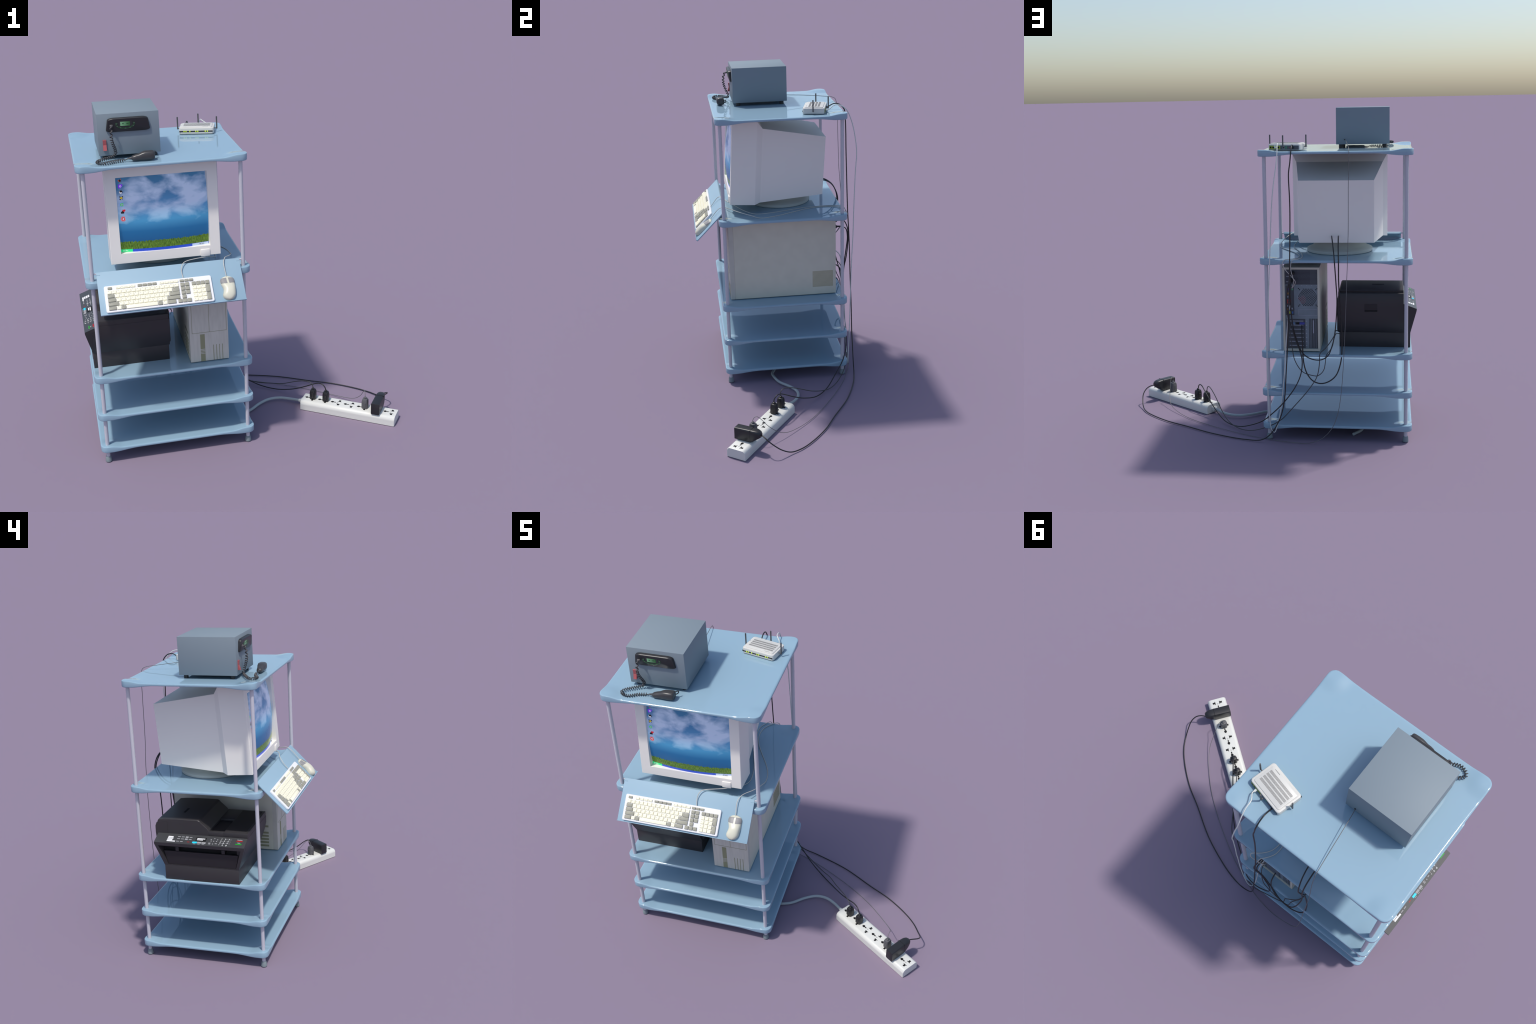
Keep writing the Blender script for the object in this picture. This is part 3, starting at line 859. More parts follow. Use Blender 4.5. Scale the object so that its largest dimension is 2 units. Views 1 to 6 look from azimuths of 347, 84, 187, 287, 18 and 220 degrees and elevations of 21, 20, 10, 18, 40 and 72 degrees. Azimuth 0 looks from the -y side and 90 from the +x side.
def heart(cx, cy, r, flip=1):
    return [(cx + r * 1.0 * 16 * sin(t) ** 3 / 16, cy + flip * r * (13 * cos(t) - 5 * cos(2 * t) - 2 * cos(3 * t) - cos(4 * t)) / 16) for t in [2 * pi * i / 28 for i in range(28)]]
icon_poly(bm, M, heart(-0.0035, -0.0035, 0.0095, -1), mi=0); icon_poly(bm, M, heart(0.0045, 0.0055, 0.0085), z=0.0005, mi=1)
icon_poly(bm, M, [(-0.0045, -0.0115), (-0.0025, -0.0115), (-0.003, -0.006), (-0.004, -0.006)], mi=0)
finish(bm, "desktop_icon", [IK, IR], monitor, smooth=False)
bm = bmesh.new(); M = on_screen(IX + 0.002, hs[6])
icon_disc(bm, M, 0.0140, mi=0); icon_disc(bm, M, 0.0122, 0.0110, z=0.0005, mi=1)
icon_poly(bm, M, [(-0.0065, -0.0016), (0.0065, -0.0016), (0.0065, 0.0016), (-0.0065, 0.0016)], z=0.0005, mi=1); icon_poly(bm, M, [(-0.0016, -0.0065), (0.0016, -0.0065), (0.0016, 0.0065), (-0.0016, 0.0065)], z=0.0008, mi=1)
finish(bm, "desktop_icon", [IR, IW], monitor, smooth=False)
# two leads: mains to the case's outlet, picture lead to the blue socket
cable("mains_lead", [(-0.4205, 0.315, 1.2440), (-0.4230, 0.340, 1.2440), (-0.4260, 0.370, 1.2400), (-0.4330, 0.415, 1.2120), (-0.4400, 0.445, 1.1640), (-0.4460, 0.462, 1.1000), (-0.4520, 0.446, 0.9890), (-0.4570, 0.438, 0.8720), (-0.4480, 0.441, 0.7180), (-0.4390, 0.455, 0.6510), (-0.4260, 0.468, 0.6000),
    (-0.4030, 0.474, 0.5470), (-0.3650, 0.475, 0.5220), (-0.3190, 0.470, 0.5200), (-0.2720, 0.456, 0.5350), (-0.2410, 0.450, 0.5680), (-0.2120, 0.450, 0.6470), (-0.1940, 0.456, 0.7270), (-0.1850, 0.470, 0.8390), (-0.1820, 0.477, 0.9180), (-0.1840, 0.465, 0.9760), (-0.1900, 0.430, 0.9900), (-0.1910, 0.400, 0.9900)],
    0.0036, CABB, monitor)
cable("picture_lead", [(-0.4620, 0.315, 1.2440), (-0.4625, 0.340, 1.2440), (-0.4640, 0.370, 1.2400), (-0.4660, 0.418, 1.2080), (-0.4675, 0.447, 1.1620), (-0.4690, 0.460, 1.1000), (-0.4680, 0.440, 0.9880), (-0.4780, 0.427, 0.7920), (-0.4850, 0.430, 0.6370), (-0.4770, 0.440, 0.4980), (-0.4460, 0.450, 0.4150),
    (-0.3990, 0.456, 0.3780), (-0.3530, 0.456, 0.3680), (-0.3070, 0.454, 0.3850), (-0.2730, 0.452, 0.4310), (-0.2550, 0.450, 0.4960), (-0.2490, 0.450, 0.6240), (-0.2450, 0.435, 0.6810), (-0.2425, 0.400, 0.7120)],
    0.0038, CABB, monitor)
settle(monitor)
screen.parent = monitor
screen.matrix_world = frame_matrix(MO, (1, 0, 0), MU, -MB)
screen.matrix_parent_inverse = Matrix.Translation(monitor.location).inverted()
screen.matrix_basis = frame_matrix(MO, (1, 0, 0), MU, -MB)

# ================================================================== KEYBOARD
KX0, KX1, KS0, KS1 = -0.8105, -0.2325, 0.0890, 0.2405
kb = thing("keyboard", "white keyboard with cream and grey keys", "keyboard", TP((KX0 + KX1) / 2, (KS0 + KS1) / 2, 0.0))
bm = bmesh.new()
def kring(g, h, r=0.010):
    pts = rrect((KX0 + KX1) / 2, -(KS0 + KS1) / 2, (KX1 - KX0) / 2 - g, (KS1 - KS0) / 2 - g, r, 5)
    return [TP(x, -y, h) for x, y in pts]
add_loft(bm, [kring(0.001, 0.0005), kring(0.0, 0.002), kring(0.0, 0.0095), kring(0.0022, 0.0120, 0.009), kring(0.004, 0.0122, 0.008)])
finish(bm, "housing", KBCASE, kb, angle=30)
KEY = {}
def key_mesh(w, h, m, tag):
    k = (round(w, 4), round(h, 4), m.name)
    if k in KEY:
        return KEY[k]
    bm = bmesh.new()
    g = 0.0009
    def ring(ins, z, up=0.0):
        return [Vector((x, y + up, z)) for x, y in rrect(0, 0, w / 2 - g - ins, h / 2 - g - ins, 0.0012, 2)]
    add_loft(bm, [ring(0, 0), ring(0.0002, 0.0015), ring(0.0013, 0.0076, 0.0005), ring(0.0019, 0.0080, 0.0005)])
    if w < 0.03 or m is KEYG:
        add_box(bm, (-w / 2 + 0.0050, h / 2 - 0.0080, 0.0079), (-w / 2 + 0.0050 + min(w * 0.22, 0.009), h / 2 - 0.0064, 0.0083), mi=1)
    bmesh.ops.recalc_face_normals(bm, faces=bm.faces)
    me = bpy.data.meshes.new("key")
    bm.to_mesh(me)
    bm.free()
    me.materials.append(m)
    me.materials.append(KEYMARK)
    for p in me.polygons:
        p.use_smooth = True
    me.set_sharp_from_angle(angle=radians(30))
    KEY[k] = me
    return me
kinv = Matrix.Translation(kb.location).inverted()
def key(x0, x1, s0, s1, m):
    ob = bpy.data.objects.new("key", key_mesh(x1 - x0, s1 - s0, m, ""))
    bpy.context.collection.objects.link(ob)
    ob.parent = kb
    ob.matrix_parent_inverse = kinv
    M = TRAY.copy()
    M.translation = TP((x0 + x1) / 2, (s0 + s1) / 2, 0.0105)
    ob.matrix_basis = M
U = 0.02560
KL = -0.7970
RS = [0.1165 + 0.0230 * i for i in range(6)]
FS0, FS1 = 0.0975, 0.1135
def row(start, widths, kinds, r):
    x = start
    for w, k in zip(widths, kinds):
        if k != '_':
            key(x, x + w * U, RS[r], RS[r + 1], KEYG if k == 'g' else KEYC)
        x += w * U
key(-0.7925, -0.7925 + U, FS0, FS1, KEYG)
for x0, m in ((-0.7495, KEYC), (-0.6335, KEYG), (-0.5175, KEYC)):
    for i in range(4):
        key(x0 + i * 0.0262, x0 + (i + 1) * 0.0262, FS0, FS1, m)
row(KL, [1] * 15, 'c' * 15, 0)
row(KL, [1.5] + [1] * 12, 'g' + 'c' * 12, 1)
row(KL, [1.75] + [1] * 11, 'g' + 'c' * 11, 2)
row(KL, [2.25] + [1] * 10 + [2.7], 'g' + 'c' * 10 + 'g', 3)
row(KL, [1.65, 0.98, 0.98, 6.55, 1.0, 1.0, 1.85], 'gcgcgcg', 4)
key(KL + 13.5 * U, KL + 15 * U, RS[1], RS[2] + 0.003, KEYG)
key(KL + 12.78 * U, KL + 15 * U, RS[2] + 0.0002, RS[3], KEYG)
for i in range(3):
    key(-0.4065 + i * 0.0252, -0.4065 + (i + 1) * 0.0252, FS0, FS1, KEYG)
for j in range(3):
    for i in range(2):
        key(-0.4060 + i * 0.0252, -0.4060 + (i + 1) * 0.0252, RS[j], RS[j + 1], KEYG)
key(-0.4045, -0.4045 + 0.0250, RS[3], RS[4], KEYG)
for i in range(3):
    key(-0.4295 + i * 0.0250, -0.4295 + (i + 1) * 0.0250, RS[4], RS[5], KEYG)
NX, NU = -0.3440, 0.0247
for i in range(4):
    key(NX + i * NU, NX + (i + 1) * NU, RS[0], RS[1], KEYG)
for j in range(1, 5):
    for i in range(3):
        key(NX + i * NU, NX + (i + 1) * NU, RS[j], RS[j + 1], KEYC)
key(NX + 3 * NU, NX + 4 * NU, RS[1], RS[3], KEYG)
key(NX + 3 * NU, NX + 4 * NU, RS[3], RS[5], KEYG)
ZC = FLOOR[1] + 0.0025
cable("keyboard_cord", [TP(-0.383, 0.091, 0.006), TP(-0.3840, 0.078, 0.007), (-0.3870, -0.372, 1.1480), (-0.3800, -0.355, 1.1720), (-0.3660, -0.342, 1.1840), (-0.3450, -0.334, 1.1890), (-0.2970, -0.318, 1.1895), (-0.2450, -0.292, 1.1830),
    (-0.2030, -0.252, 1.1680), (-0.1710, -0.190, 1.1370), (-0.1520, -0.125, ZC), (-0.1640, 0.000, ZC), (-0.1920, 0.087, ZC), (-0.2250, 0.200, ZC), (-0.2410, 0.300, ZC), (-0.2400, 0.385, ZC), (-0.2150, 0.430, ZC + 0.002), (-0.1970, 0.452, 1.1210), (-0.1900, 0.462, 1.1060), (-0.1870, 0.467, 1.0860), (-0.1890, 0.464, 1.0570),
    (-0.1970, 0.455, 1.0220), (-0.2010, 0.440, 0.9940), (-0.1970, 0.425, 0.9720), (-0.1850, 0.394, 0.9410)], 0.0022, CABC, kb)
settle(kb)
for c in kb.children:
    c.matrix_parent_inverse = kinv

# ================================================================== MOUSE
mouse = thing("computer_mouse", "cream two button mouse with grey buttons", "mouse", TP(-0.148, 0.174, 0.0))
def mouse_sec(t):
    """t 0 front .. 1 rear: centre x, half width, height."""
    s = 0.1040 + 0.1390 * t
    left = -0.1860 + 0.0105 * math.exp(-((t - 0.55) / 0.19) ** 2)
    right = -0.1075 - 0.0060 * smoothstep(0.45, 1.0, t)
    xc, w = (left + right) / 2, (right - left) / 2
    endk = math.sqrt(max(0.0, 1 - max(0.0, (0.20 - t) / 0.20) ** 2.2)) * math.sqrt(max(0.0, 1 - max(0.0, (t - 0.74) / 0.26) ** 2.2))
    w *= endk
    h = (0.0130 + 0.0190 * smoothstep(0.0, 0.62, t)) * (0.35 + 0.65 * math.sqrt(max(0.0, 1 - max(0.0, (t - 0.66) / 0.34) ** 2))) * (0.55 + 0.45 * smoothstep(0, 0.12, t))
    return s, xc, max(w, 0.002), h
def mouse_pt(t, a, out=0.0):
    s, xc, w, h = mouse_sec(t)
    ca, sa = cos(a), sin(a)
    x = xc - (w + out) * math.copysign(abs(ca) ** 0.75, ca)
    z = (h + out) * max(0.0, sa) ** 0.75
    return TP(x, s, max(z, 0.0008))
bm = bmesh.new()
NT, NA = 44, 24
rings = []
for i in range(NT + 1):
    t = i / NT
    tt = 0.5 - 0.5 * cos(pi * t)
    rings.append([mouse_pt(tt, pi * j / NA) for j in range(NA + 1)])
vv = add_loft(bm, rings, cap=False, closed=False)
# flat underside
for a, b2 in zip(vv[:-1], vv[1:]):
    bm.faces.new((a[0], b2[0], b2[-1], a[-1]))
bm.faces.new(vv[0]); bm.faces.new(vv[-1])
finish(bm, "shell", MOUSEM, mouse, angle=50)
for sg in (0, 1):
    bm = bmesh.new()
    a0, a1 = (radians(14), radians(86)) if sg == 0 else (radians(94), radians(166))
    outer, inner = [], []
    for i in range(11):
        ro, ri = [], []
        for j in range(9):
            a = a0 + (a1 - a0) * j / 8
            mid = abs(a - pi / 2) / (pi / 2)
            t = 0.085 + (0.345 - 0.085 - 0.05 * mid) * i / 10
            ro.append(bm.verts.new(mouse_pt(t, a, 0.0010)))
            ri.append(bm.verts.new(mouse_pt(t, a, -0.0012)))
        outer.append(ro); inner.append(ri)
    for G in (outer, inner):
        for i in range(10):
            for j in range(8):
                bm.faces.new((G[i][j], G[i + 1][j], G[i + 1][j + 1], G[i][j + 1]))
    loop = [(i, 0) for i in range(10)] + [(10, j) for j in range(8)] + [(i, 8) for i in range(10, 0, -1)] + [(0, j) for j in range(8, 0, -1)]
    for k in range(len(loop)):
        p, q = loop[k], loop[(k + 1) % len(loop)]
        bm.faces.new((outer[p[0]][p[1]], inner[p[0]][p[1]], inner[q[0]][q[1]], outer[q[0]][q[1]]))
    finish(bm, "mouse_button", MOUSEB, mouse, angle=40)
cable("mouse_cord", [TP(-0.1475, 0.106, 0.008), TP(-0.1490, 0.090, 0.010), TP(-0.1510, 0.060, 0.013), TP(-0.1510, 0.025, 0.014), (-0.1380, -0.328, 1.1800), (-0.1240, -0.293, 1.1730), (-0.0960, -0.243, 1.1590), (-0.0680, -0.160, 1.1370), (-0.0610, -0.105, ZC), (-0.0720, -0.030, ZC),
    (-0.1050, 0.045, ZC), (-0.1560, 0.133, ZC), (-0.2040, 0.225, ZC), (-0.2240, 0.305, ZC), (-0.2150, 0.380, ZC), (-0.1800, 0.428, ZC + 0.002), (-0.1480, 0.452, 1.1200), (-0.1380, 0.462, 1.1050), (-0.1420, 0.468, 1.0920), (-0.1590, 0.465, 1.0600), (-0.1880, 0.455, 1.0250),
    (-0.2090, 0.445, 0.9950), (-0.2090, 0.430, 0.9770), (-0.1860, 0.394, 0.9400)], 0.0023, CABC, mouse)
settle(mouse)

# ================================================================== COMPUTER TOWER
PX0, PX1, PY0, PY1, PZ0, PZ1 = -0.3505, -0.1280, -0.3050, 0.3900, 0.5500, 1.0650
pc = thing("computer_tower", "grey tower computer case with grooved front", "computer", ((PX0 + PX1) / 2, (PY0 + PY1) / 2, PZ0))
def xz_ring(g, y):
    return [Vector((PX0 + g, y, PZ0 + g)), Vector((PX1 - g, y, PZ0 + g)), Vector((PX1 - g, y, PZ1 - g)), Vector((PX0 + g, y, PZ1 - g))]
bm = bmesh.new()
vv = add_loft(bm, [xz_ring(0.0012, PY0 + 0.030), xz_ring(0.0, PY0 + 0.0315), xz_ring(0.0, PY1), xz_ring(0.0125, PY1), xz_ring(0.0125, PY1 - 0.008)], cap=False)
bm.faces.new(vv[0])
for f in bm.faces:
    if all(abs(v.co.y - PY1) < 1e-6 for v in f.verts):
        f.material_index = 1
finish(bm, "case", [PCM, PCRIM], pc, angle=20)
for x in (PX0 + 0.03, PX1 - 0.03):
    for y in (PY0 + 0.06, PY1 - 0.06):
        cyl("rubber_foot", (x, y, FLOOR[2]), (x, y, PZ0 + 0.002), 0.014, BLACK, pc, n=16)
# front bezel and its grooves
bm = bmesh.new()
add_loft(bm, [xz_ring(0.0015, PY0), xz_ring(0.0, PY0 + 0.002), xz_ring(0.0, PY0 + 0.0300)])
finish(bm, "front_bezel", PCF, pc, angle=20)
def front_strip(bm, x0, x1, z0, z1, out=0.0006):
    add_box(bm, (x0, PY0 - out, z0), (x1, PY0 + 0.001, z1))
bm = bmesh.new()
for x in (-0.3365, -0.2375, -0.1380):
    front_strip(bm, x - 0.0009, x + 0.0009, 0.7320, 1.0480)
front_strip(bm, -0.3365, -0.1380, 0.7310, 0.7328, 0.0007)
front_strip(bm, -0.3365, -0.1380, 1.0470, 1.0488, 0.0007)
for k in range(4):
    x = -0.2160 + k * 0.01735
    front_strip(bm, x - 0.0018, x + 0.0018, PZ0 + 0.002, 0.6480)
finish(bm, "front_groove", OLIVE, pc, smooth=False)
bm = bmesh.new()
zs = [(PZ0 + 0.002, 0.5985), (0.6020, 0.6070), (0.6110, 0.6160), (0.6200, 0.6245), (0.6290, 0.7215)]
for z0, z1 in zs:
    front_strip(bm, -0.2915, -0.2650, z0, z1)
finish(bm, "drive_strip", OLIVE, pc, smooth=False)
bm = bmesh.new()
for z in (0.575, 0.598, 0.620, 0.642, 0.664, 0.708):
    add_box(bm, (PX0 - 0.0006, -0.2450, z - 0.0065), (PX0 + 0.001, -0.1300, z + 0.0065))
finish(bm, "side_vent", OLIVE, pc, smooth=False)
bm = bmesh.new()
for i in range(17):
    z = 0.6015 + i * 0.00655
    add_box(bm, (PX1 - 0.001, 0.2360, z), (PX1 + 0.0007, 0.3710, z + 0.0040))
finish(bm, "side_vent", VENTM, pc, smooth=False)
# rear plate and fittings (rear plane at YB, seen from +y)
YB = PY1 - 0.0075
box("back_plate", (PX0 + 0.012, YB - 0.002, PZ0 + 0.012), (PX1 - 0.012, YB, PZ1 - 0.012), STEEL, pc)
def rear(bm, x0, x1, z0, z1, out, mi=0):
    add_box(bm, (x0, YB - 0.001, z0), (x1, YB + out, z1), mi=mi)
bm = bmesh.new()
rear(bm, -0.3370, -0.1415, 0.9600, 1.0515, 0.0010, 0)
for i in range(12):
    rear(bm, -0.3370, -0.1415, 0.9640 + i * 0.0073, 0.9662 + i * 0.0073, 0.0016, 1)
rear(bm, -0.2935, -0.1500, 0.9620, 1.0500, 0.0013, 2)
for z in (0.975, 1.008):
    rear(bm, -0.172, -0.150, z, z + 0.0035, 0.0022, 3)
finish(bm, "power_supply_back", [STEELD, mat("slat_grey", (0.085, 0.10, 0.12), 0.5, 0.4), mat("slat_dark", (0.035, 0.038, 0.05), 0.5, 0.4), STEELL], pc, smooth=False)
# fan grille: hexagonal field of holes
bm = bmesh.new()
FC = Vector((-0.2790, 0, 0.8815))
hp = 0.0100
for r in range(-8, 9):
    for c in range(-8, 9):
        x = c * hp + (hp / 2 if r % 2 else 0)
        z = r * hp * 0.72
        if hypot(x, z) < 0.0575:
            cc = FC + Vector((x, YB, z))
            red = (x > 0.012 and z < 0.012 and hypot(x - 0.032, z + 0.016) < 0.026)
            rr = 0.0031
            pts = [Vector((cc.x + rr * cos(a), YB, cc.z + rr * sin(a))) for a in [pi / 3 * i for i in range(6)]]
            add_loft(bm, [pts, [p + Vector((0, 0.0007, 0)) for p in pts]], mi=1 if red else 0)
for sx2 in (-1, 1):
    for sz in (-1, 1):
        for q in (0.046, 0.053):
            cc = Vector((FC.x + sx2 * (q + 0.003), YB, FC.z + sz * q * 1.02))
            if PX0 + 0.015 < cc.x:
                pts = [cc + Vector((0.0035 * cos(a), 0, 0.0035 * sin(a))) for a in [pi / 4 * i for i in range(8)]]
                add_loft(bm, [pts, [p + Vector((0, 0.0007, 0)) for p in pts]], mi=0)
g = finish(bm, "fan_grille_hole", [DARK, mat("fan_red", (0.14, 0.022, 0.03), 0.6, 0.3)], pc, smooth=False)
g["kind"] = "stuff"
bm = bmesh.new()
ringpts = [FC + Vector((0.0605 * cos(a), YB + 0.0006, 0.0595 * sin(a))) for a in [radians(q) for q in range(-60, 61, 6)]]
add_tube(bm, [p for p in ringpts if p.x > PX0 + 0.014], 0.0009, 5)
ringpts = [FC + Vector((0.0575 * cos(a), YB + 0.0006, 0.0595 * sin(a))) for a in [radians(q) for q in range(120, 215, 6)]]
add_tube(bm, [p for p in ringpts if p.x > PX0 + 0.014], 0.0009, 5)
for x0, x1, z0, z1 in ((-0.3340, -0.2230, 0.8075, 0.8092), (-0.3340, -0.2230, 0.7680, 0.7700), (-0.2245, -0.2225, 0.7690, 0.8085), (-0.3340, -0.3325, 0.7690, 0.8085)):
    rear(bm, x0, x1, z0, z1, 0.0012)
for k in range(5):
    rear(bm, -0.335 + k * 0.03, -0.332 + k * 0.03, 0.9520, 0.9560, 0.0012)
finish(bm, "pressed_edge", STEELL, pc, smooth=False)
# motherboard sockets
bm = bmesh.new()
rear(bm, -0.1960, -0.1450, 0.7720, 0.9540, 0.0006, 0)
sock = [(-0.158, 0.930, 0.010, 0.010, 5), (-0.186, 0.930, 0.009, 0.010, 4), (-0.160, 0.905, 0.016, 0.012, 6), (-0.160, 0.885, 0.014, 0.010, 1), (-0.165, 0.856, 0.024, 0.022, 2), (-0.165, 0.856, 0.016, 0.014, 0),
        (-0.160, 0.828, 0.012, 0.010, 1), (-0.160, 0.808, 0.012, 0.010, 6), (-0.182, 0.812, 0.012, 0.010, 1), (-0.183, 0.788, 0.014, 0.014, 3), (-0.168, 0.788, 0.010, 0.014, 7)]
for i, (x, z, w, h, mi) in enumerate(sock):
    rear(bm, x - w / 2, x + w / 2, z - h / 2, z + h / 2, 0.0012 + 0.0003 * i, mi)
finish(bm, "rear_socket", [STEELD, PORTG, PORTR, mat("jack_blue", (0.05, 0.14, 0.35), 0.5, 0.3), PORTN, mat("jack_violet", (0.10, 0.05, 0.25), 0.5, 0.3), mat("jack_gold", (0.42, 0.22, 0.06), 0.5, 0.3), PORTY], pc, smooth=False)
# expansion slots
bm = bmesh.new()
rear(bm, -0.2620, -0.1480, 0.5660, 0.7480, 0.0006, 0)
for i in range(7):
    z = 0.7350 - i * 0.0253
    rear(bm, -0.2500, -0.1650, z - 0.0025, z + 0.0020, 0.0016, 1)
    rear(bm, -0.2720, -0.2640, z - 0.0030, z + 0.0025, 0.0018, 1)
for x in (-0.2905, -0.2990, -0.3130, -0.3260):
    rear(bm, x - 0.0012, x + 0.0012, 0.5680, 0.7500, 0.0012, 2)
rear(bm, -0.3370, -0.2840, 0.5660, 0.7500, 0.0005, 0)
rear(bm, -0.3140, -0.3080, 0.6600, 0.7400, 0.0016, 1)
rear(bm, -0.2580, -0.2270, 0.7140, 0.7270, 0.0030, 3)
rear(bm, -0.2250, -0.2070, 0.7140, 0.7260, 0.0024, 4)
rear(bm, -0.2000, -0.1850, 0.7130, 0.7270, 0.0022, 5)
finish(bm, "expansion_slot", [STEELD, STEELL, STEEL, PORTB, DARK, mat("jack_pale_blue", (0.12, 0.20, 0.32), 0.5, 0.3)], pc, smooth=False)
for x, z in ((-0.1890, 1.0320), (-0.1880, 0.9900)):
    bm = bmesh.new()
    add_box(bm, (x - 0.012, YB, z - 0.009), (x + 0.012, YB + 0.024, z + 0.009), 0.002, 1)
    add_cyl(bm, (x, YB + 0.020, z), (x, YB + 0.050, z), 0.0065, 0.0042, 12)
    finish(bm, "mains_connector", CABB, pc)
cable_pts = [(-0.1890, 0.428, 1.0320), (-0.1850, 0.452, 1.0300), (-0.1740, 0.474, 0.9870), (-0.1640, 0.478, 0.9190), (-0.1610, 0.475, 0.8640), (-0.1680, 0.465, 0.7760), (-0.1900, 0.456, 0.7030), (-0.2110, 0.455, 0.6310), (-0.2370, 0.457, 0.5600), (-0.2470, 0.460, 0.4990),
    (-0.2360, 0.462, 0.4200), (-0.2000, 0.462, 0.3400), (-0.1290, 0.460, 0.2430), (-0.0480, 0.440, 0.1580), (0.0030, 0.410, 0.1100), (0.0930, 0.340, 0.0520), (0.1850, 0.274, 0.0160), (0.2820, 0.190, 0.0160), (0.3610, 0.098, 0.0550), (0.4220, 0.020, 0.1060), (0.4560, -0.025, 0.1400),
    (0.4850, -0.065, 0.1660), (0.5050, -0.090, 0.1680), (0.5180, -0.107, 0.1500), (0.5210, -0.110, 0.1320)]
pcord = cable("mains_cord", cable_pts, 0.0035, CABB, pc)
plug(pcord, -0.1520, CABB, 0.0035)
settle(pc)

# ================================================================== PRINTER (front faces -x)
QZ = FLOOR[2]
prn = thing("laser_printer", "charcoal multifunction printer with control panel", "printer", (-0.68, 0.02, QZ))
YA, YC = -0.2120, 0.2570         # cassette sides
YD, YE = -0.2630, 0.3010         # upper sides
XB = -0.4600
bm = bmesh.new()
add_box(bm, (-0.8930, YA, QZ - 0.005), (XB, YC, 0.6390), 0.0035, 2)
for v in bm.verts:
    if v.co.z < QZ:
        v.co.z = max(v.co.z, QZ - 0.0035)
cas = finish(bm, "paper_cassette", PRN, prn, angle=30)
box("cassette_notch", (-0.8942, -0.0910, QZ - 0.003), (-0.8850, 0.1380, QZ + 0.0060), PRND, prn, 0.0008, 1)
# upper body: flared sides, leaning front with an open pocket
ZM, ZTIP, ZPAN, XPAN = 0.6375, 0.7970, 0.8260, -0.8520
bm = bmesh.new()
def V(*p):
    return bm.verts.new(p)
lowf = [V(-0.8930, YA, ZM), V(-0.8930, YC, ZM)]
tipf = [V(-0.9290, YD, ZTIP - 0.012), V(-0.9290, YE, ZTIP - 0.012)]
tip2 = [V(-0.9300, YD, ZTIP), V(-0.9300, YE, ZTIP)]
panb = [V(XPAN, YD, ZPAN), V(XPAN, YE, ZPAN)]
backb = [V(XB, YD, ZPAN), V(XB, YE, ZPAN)]
backm = [V(XB, YD + 0.008, ZTIP - 0.012), V(XB, YE - 0.008, ZTIP - 0.012)]
backl = [V(XB, YA, ZM), V(XB, YC, ZM)]
# pocket corners on the leaning face
def lean(y, z):
    t = (z - ZM) / (ZTIP - 0.012 - ZM)
    return (-0.8930 - 0.0360 * t, y, z)
sl = [V(*lean(-0.195, 0.642)), V(*lean(0.235, 0.642)), V(*lean(0.278, 0.775)), V(*lean(-0.240, 0.775))]
inn = [V(-0.8800, -0.192, 0.643), V(-0.8800, 0.232, 0.643), V(-0.8780, 0.268, 0.770), V(-0.8780, -0.230, 0.770)]
outer = [lowf[0], lowf[1], tipf[1], tipf[0]]
for i in range(4):
    j = (i + 1) % 4
    bm.faces.new((outer[i], outer[j], sl[j], sl[i]))
    bm.faces.new((sl[i], sl[j], inn[j], inn[i]))
f = bm.faces.new(inn); f.material_index = 1
bm.faces.new((tipf[0], tipf[1], tip2[1], tip2[0]))
f = bm.faces.new((tip2[0], tip2[1], panb[1], panb[0])); f.material_index = 2
bm.faces.new((panb[0], panb[1], backb[1], backb[0]))
bm.faces.new((backb[0], backb[1], backm[1], backm[0]))
bm.faces.new((backm[0], backm[1], backl[1], backl[0]))
bm.faces.new((backl[0], backl[1], lowf[1], lowf[0]))
for k in (0, 1):
    bm.faces.new((lowf[k], tipf[k], backm[k], backl[k]))
    bm.faces.new((tipf[k], tip2[k], panb[k], backb[k], backm[k]))
finish(bm, "body", [PRN, DARK, PRNP], prn, angle=15)
# output flap standing in the pocket
bm = bmesh.new()
p = [(-0.8905, 0.640), (-0.9000, 0.7330), (-0.8950, 0.7350), (-0.8780, 0.640)]
ys = ((-0.1930, -0.2150), (0.2330, 0.2520))
add_loft(bm, [[Vector((x, (y0 if z < 0.7 else y1), z)) for x, z in p] for y0, y1 in ys])
finish(bm, "output_flap", PRND, prn, angle=20)
for y in (0.165, -0.125):
    box("paper_guide", (-0.9060, y - 0.011, 0.7380), (-0.8700, y + 0.011, 0.7640), BLACK, prn, 0.003, 2)
# scanner lid: flat glass cover with a raised feeder, one profile drawn along x
ZL = 0.8545
prof = [(YE, ZPAN), (YE - 0.0005, 0.9050), (YE - 0.006, 0.9125), (0.2600, 0.9165), (0.1800, 0.9200), (0.0500, 0.9200)]
for i in range(1, 7):
    a = pi / 2 - radians(62) * i / 6
    prof.append((0.0420 + 0.030 * (cos(a) - 0) * 0 + 0.0080 - 0.026 * sin(radians(62) * i / 6) * 1.0, 0.9200 - 0.026 * (1 - cos(radians(62) * i / 6))))
prof += [(-0.0130, 0.8700), (-0.0225, ZL)]
bm = bmesh.new()
full = prof + [(-0.0225, ZPAN)]
def lid_ring(x, g):
    return [Vector((x, y, z - (g if z > ZPAN + 0.01 else 0))) for y, z in full]
add_loft(bm, [lid_ring(-0.8500, 0.003), lid_ring(-0.8470, 0.0), lid_ring(-0.4720, 0.0), lid_ring(-0.4640, 0.006)])
feeder = finish(bm, "document_feeder", PRN, prn, angle=24)
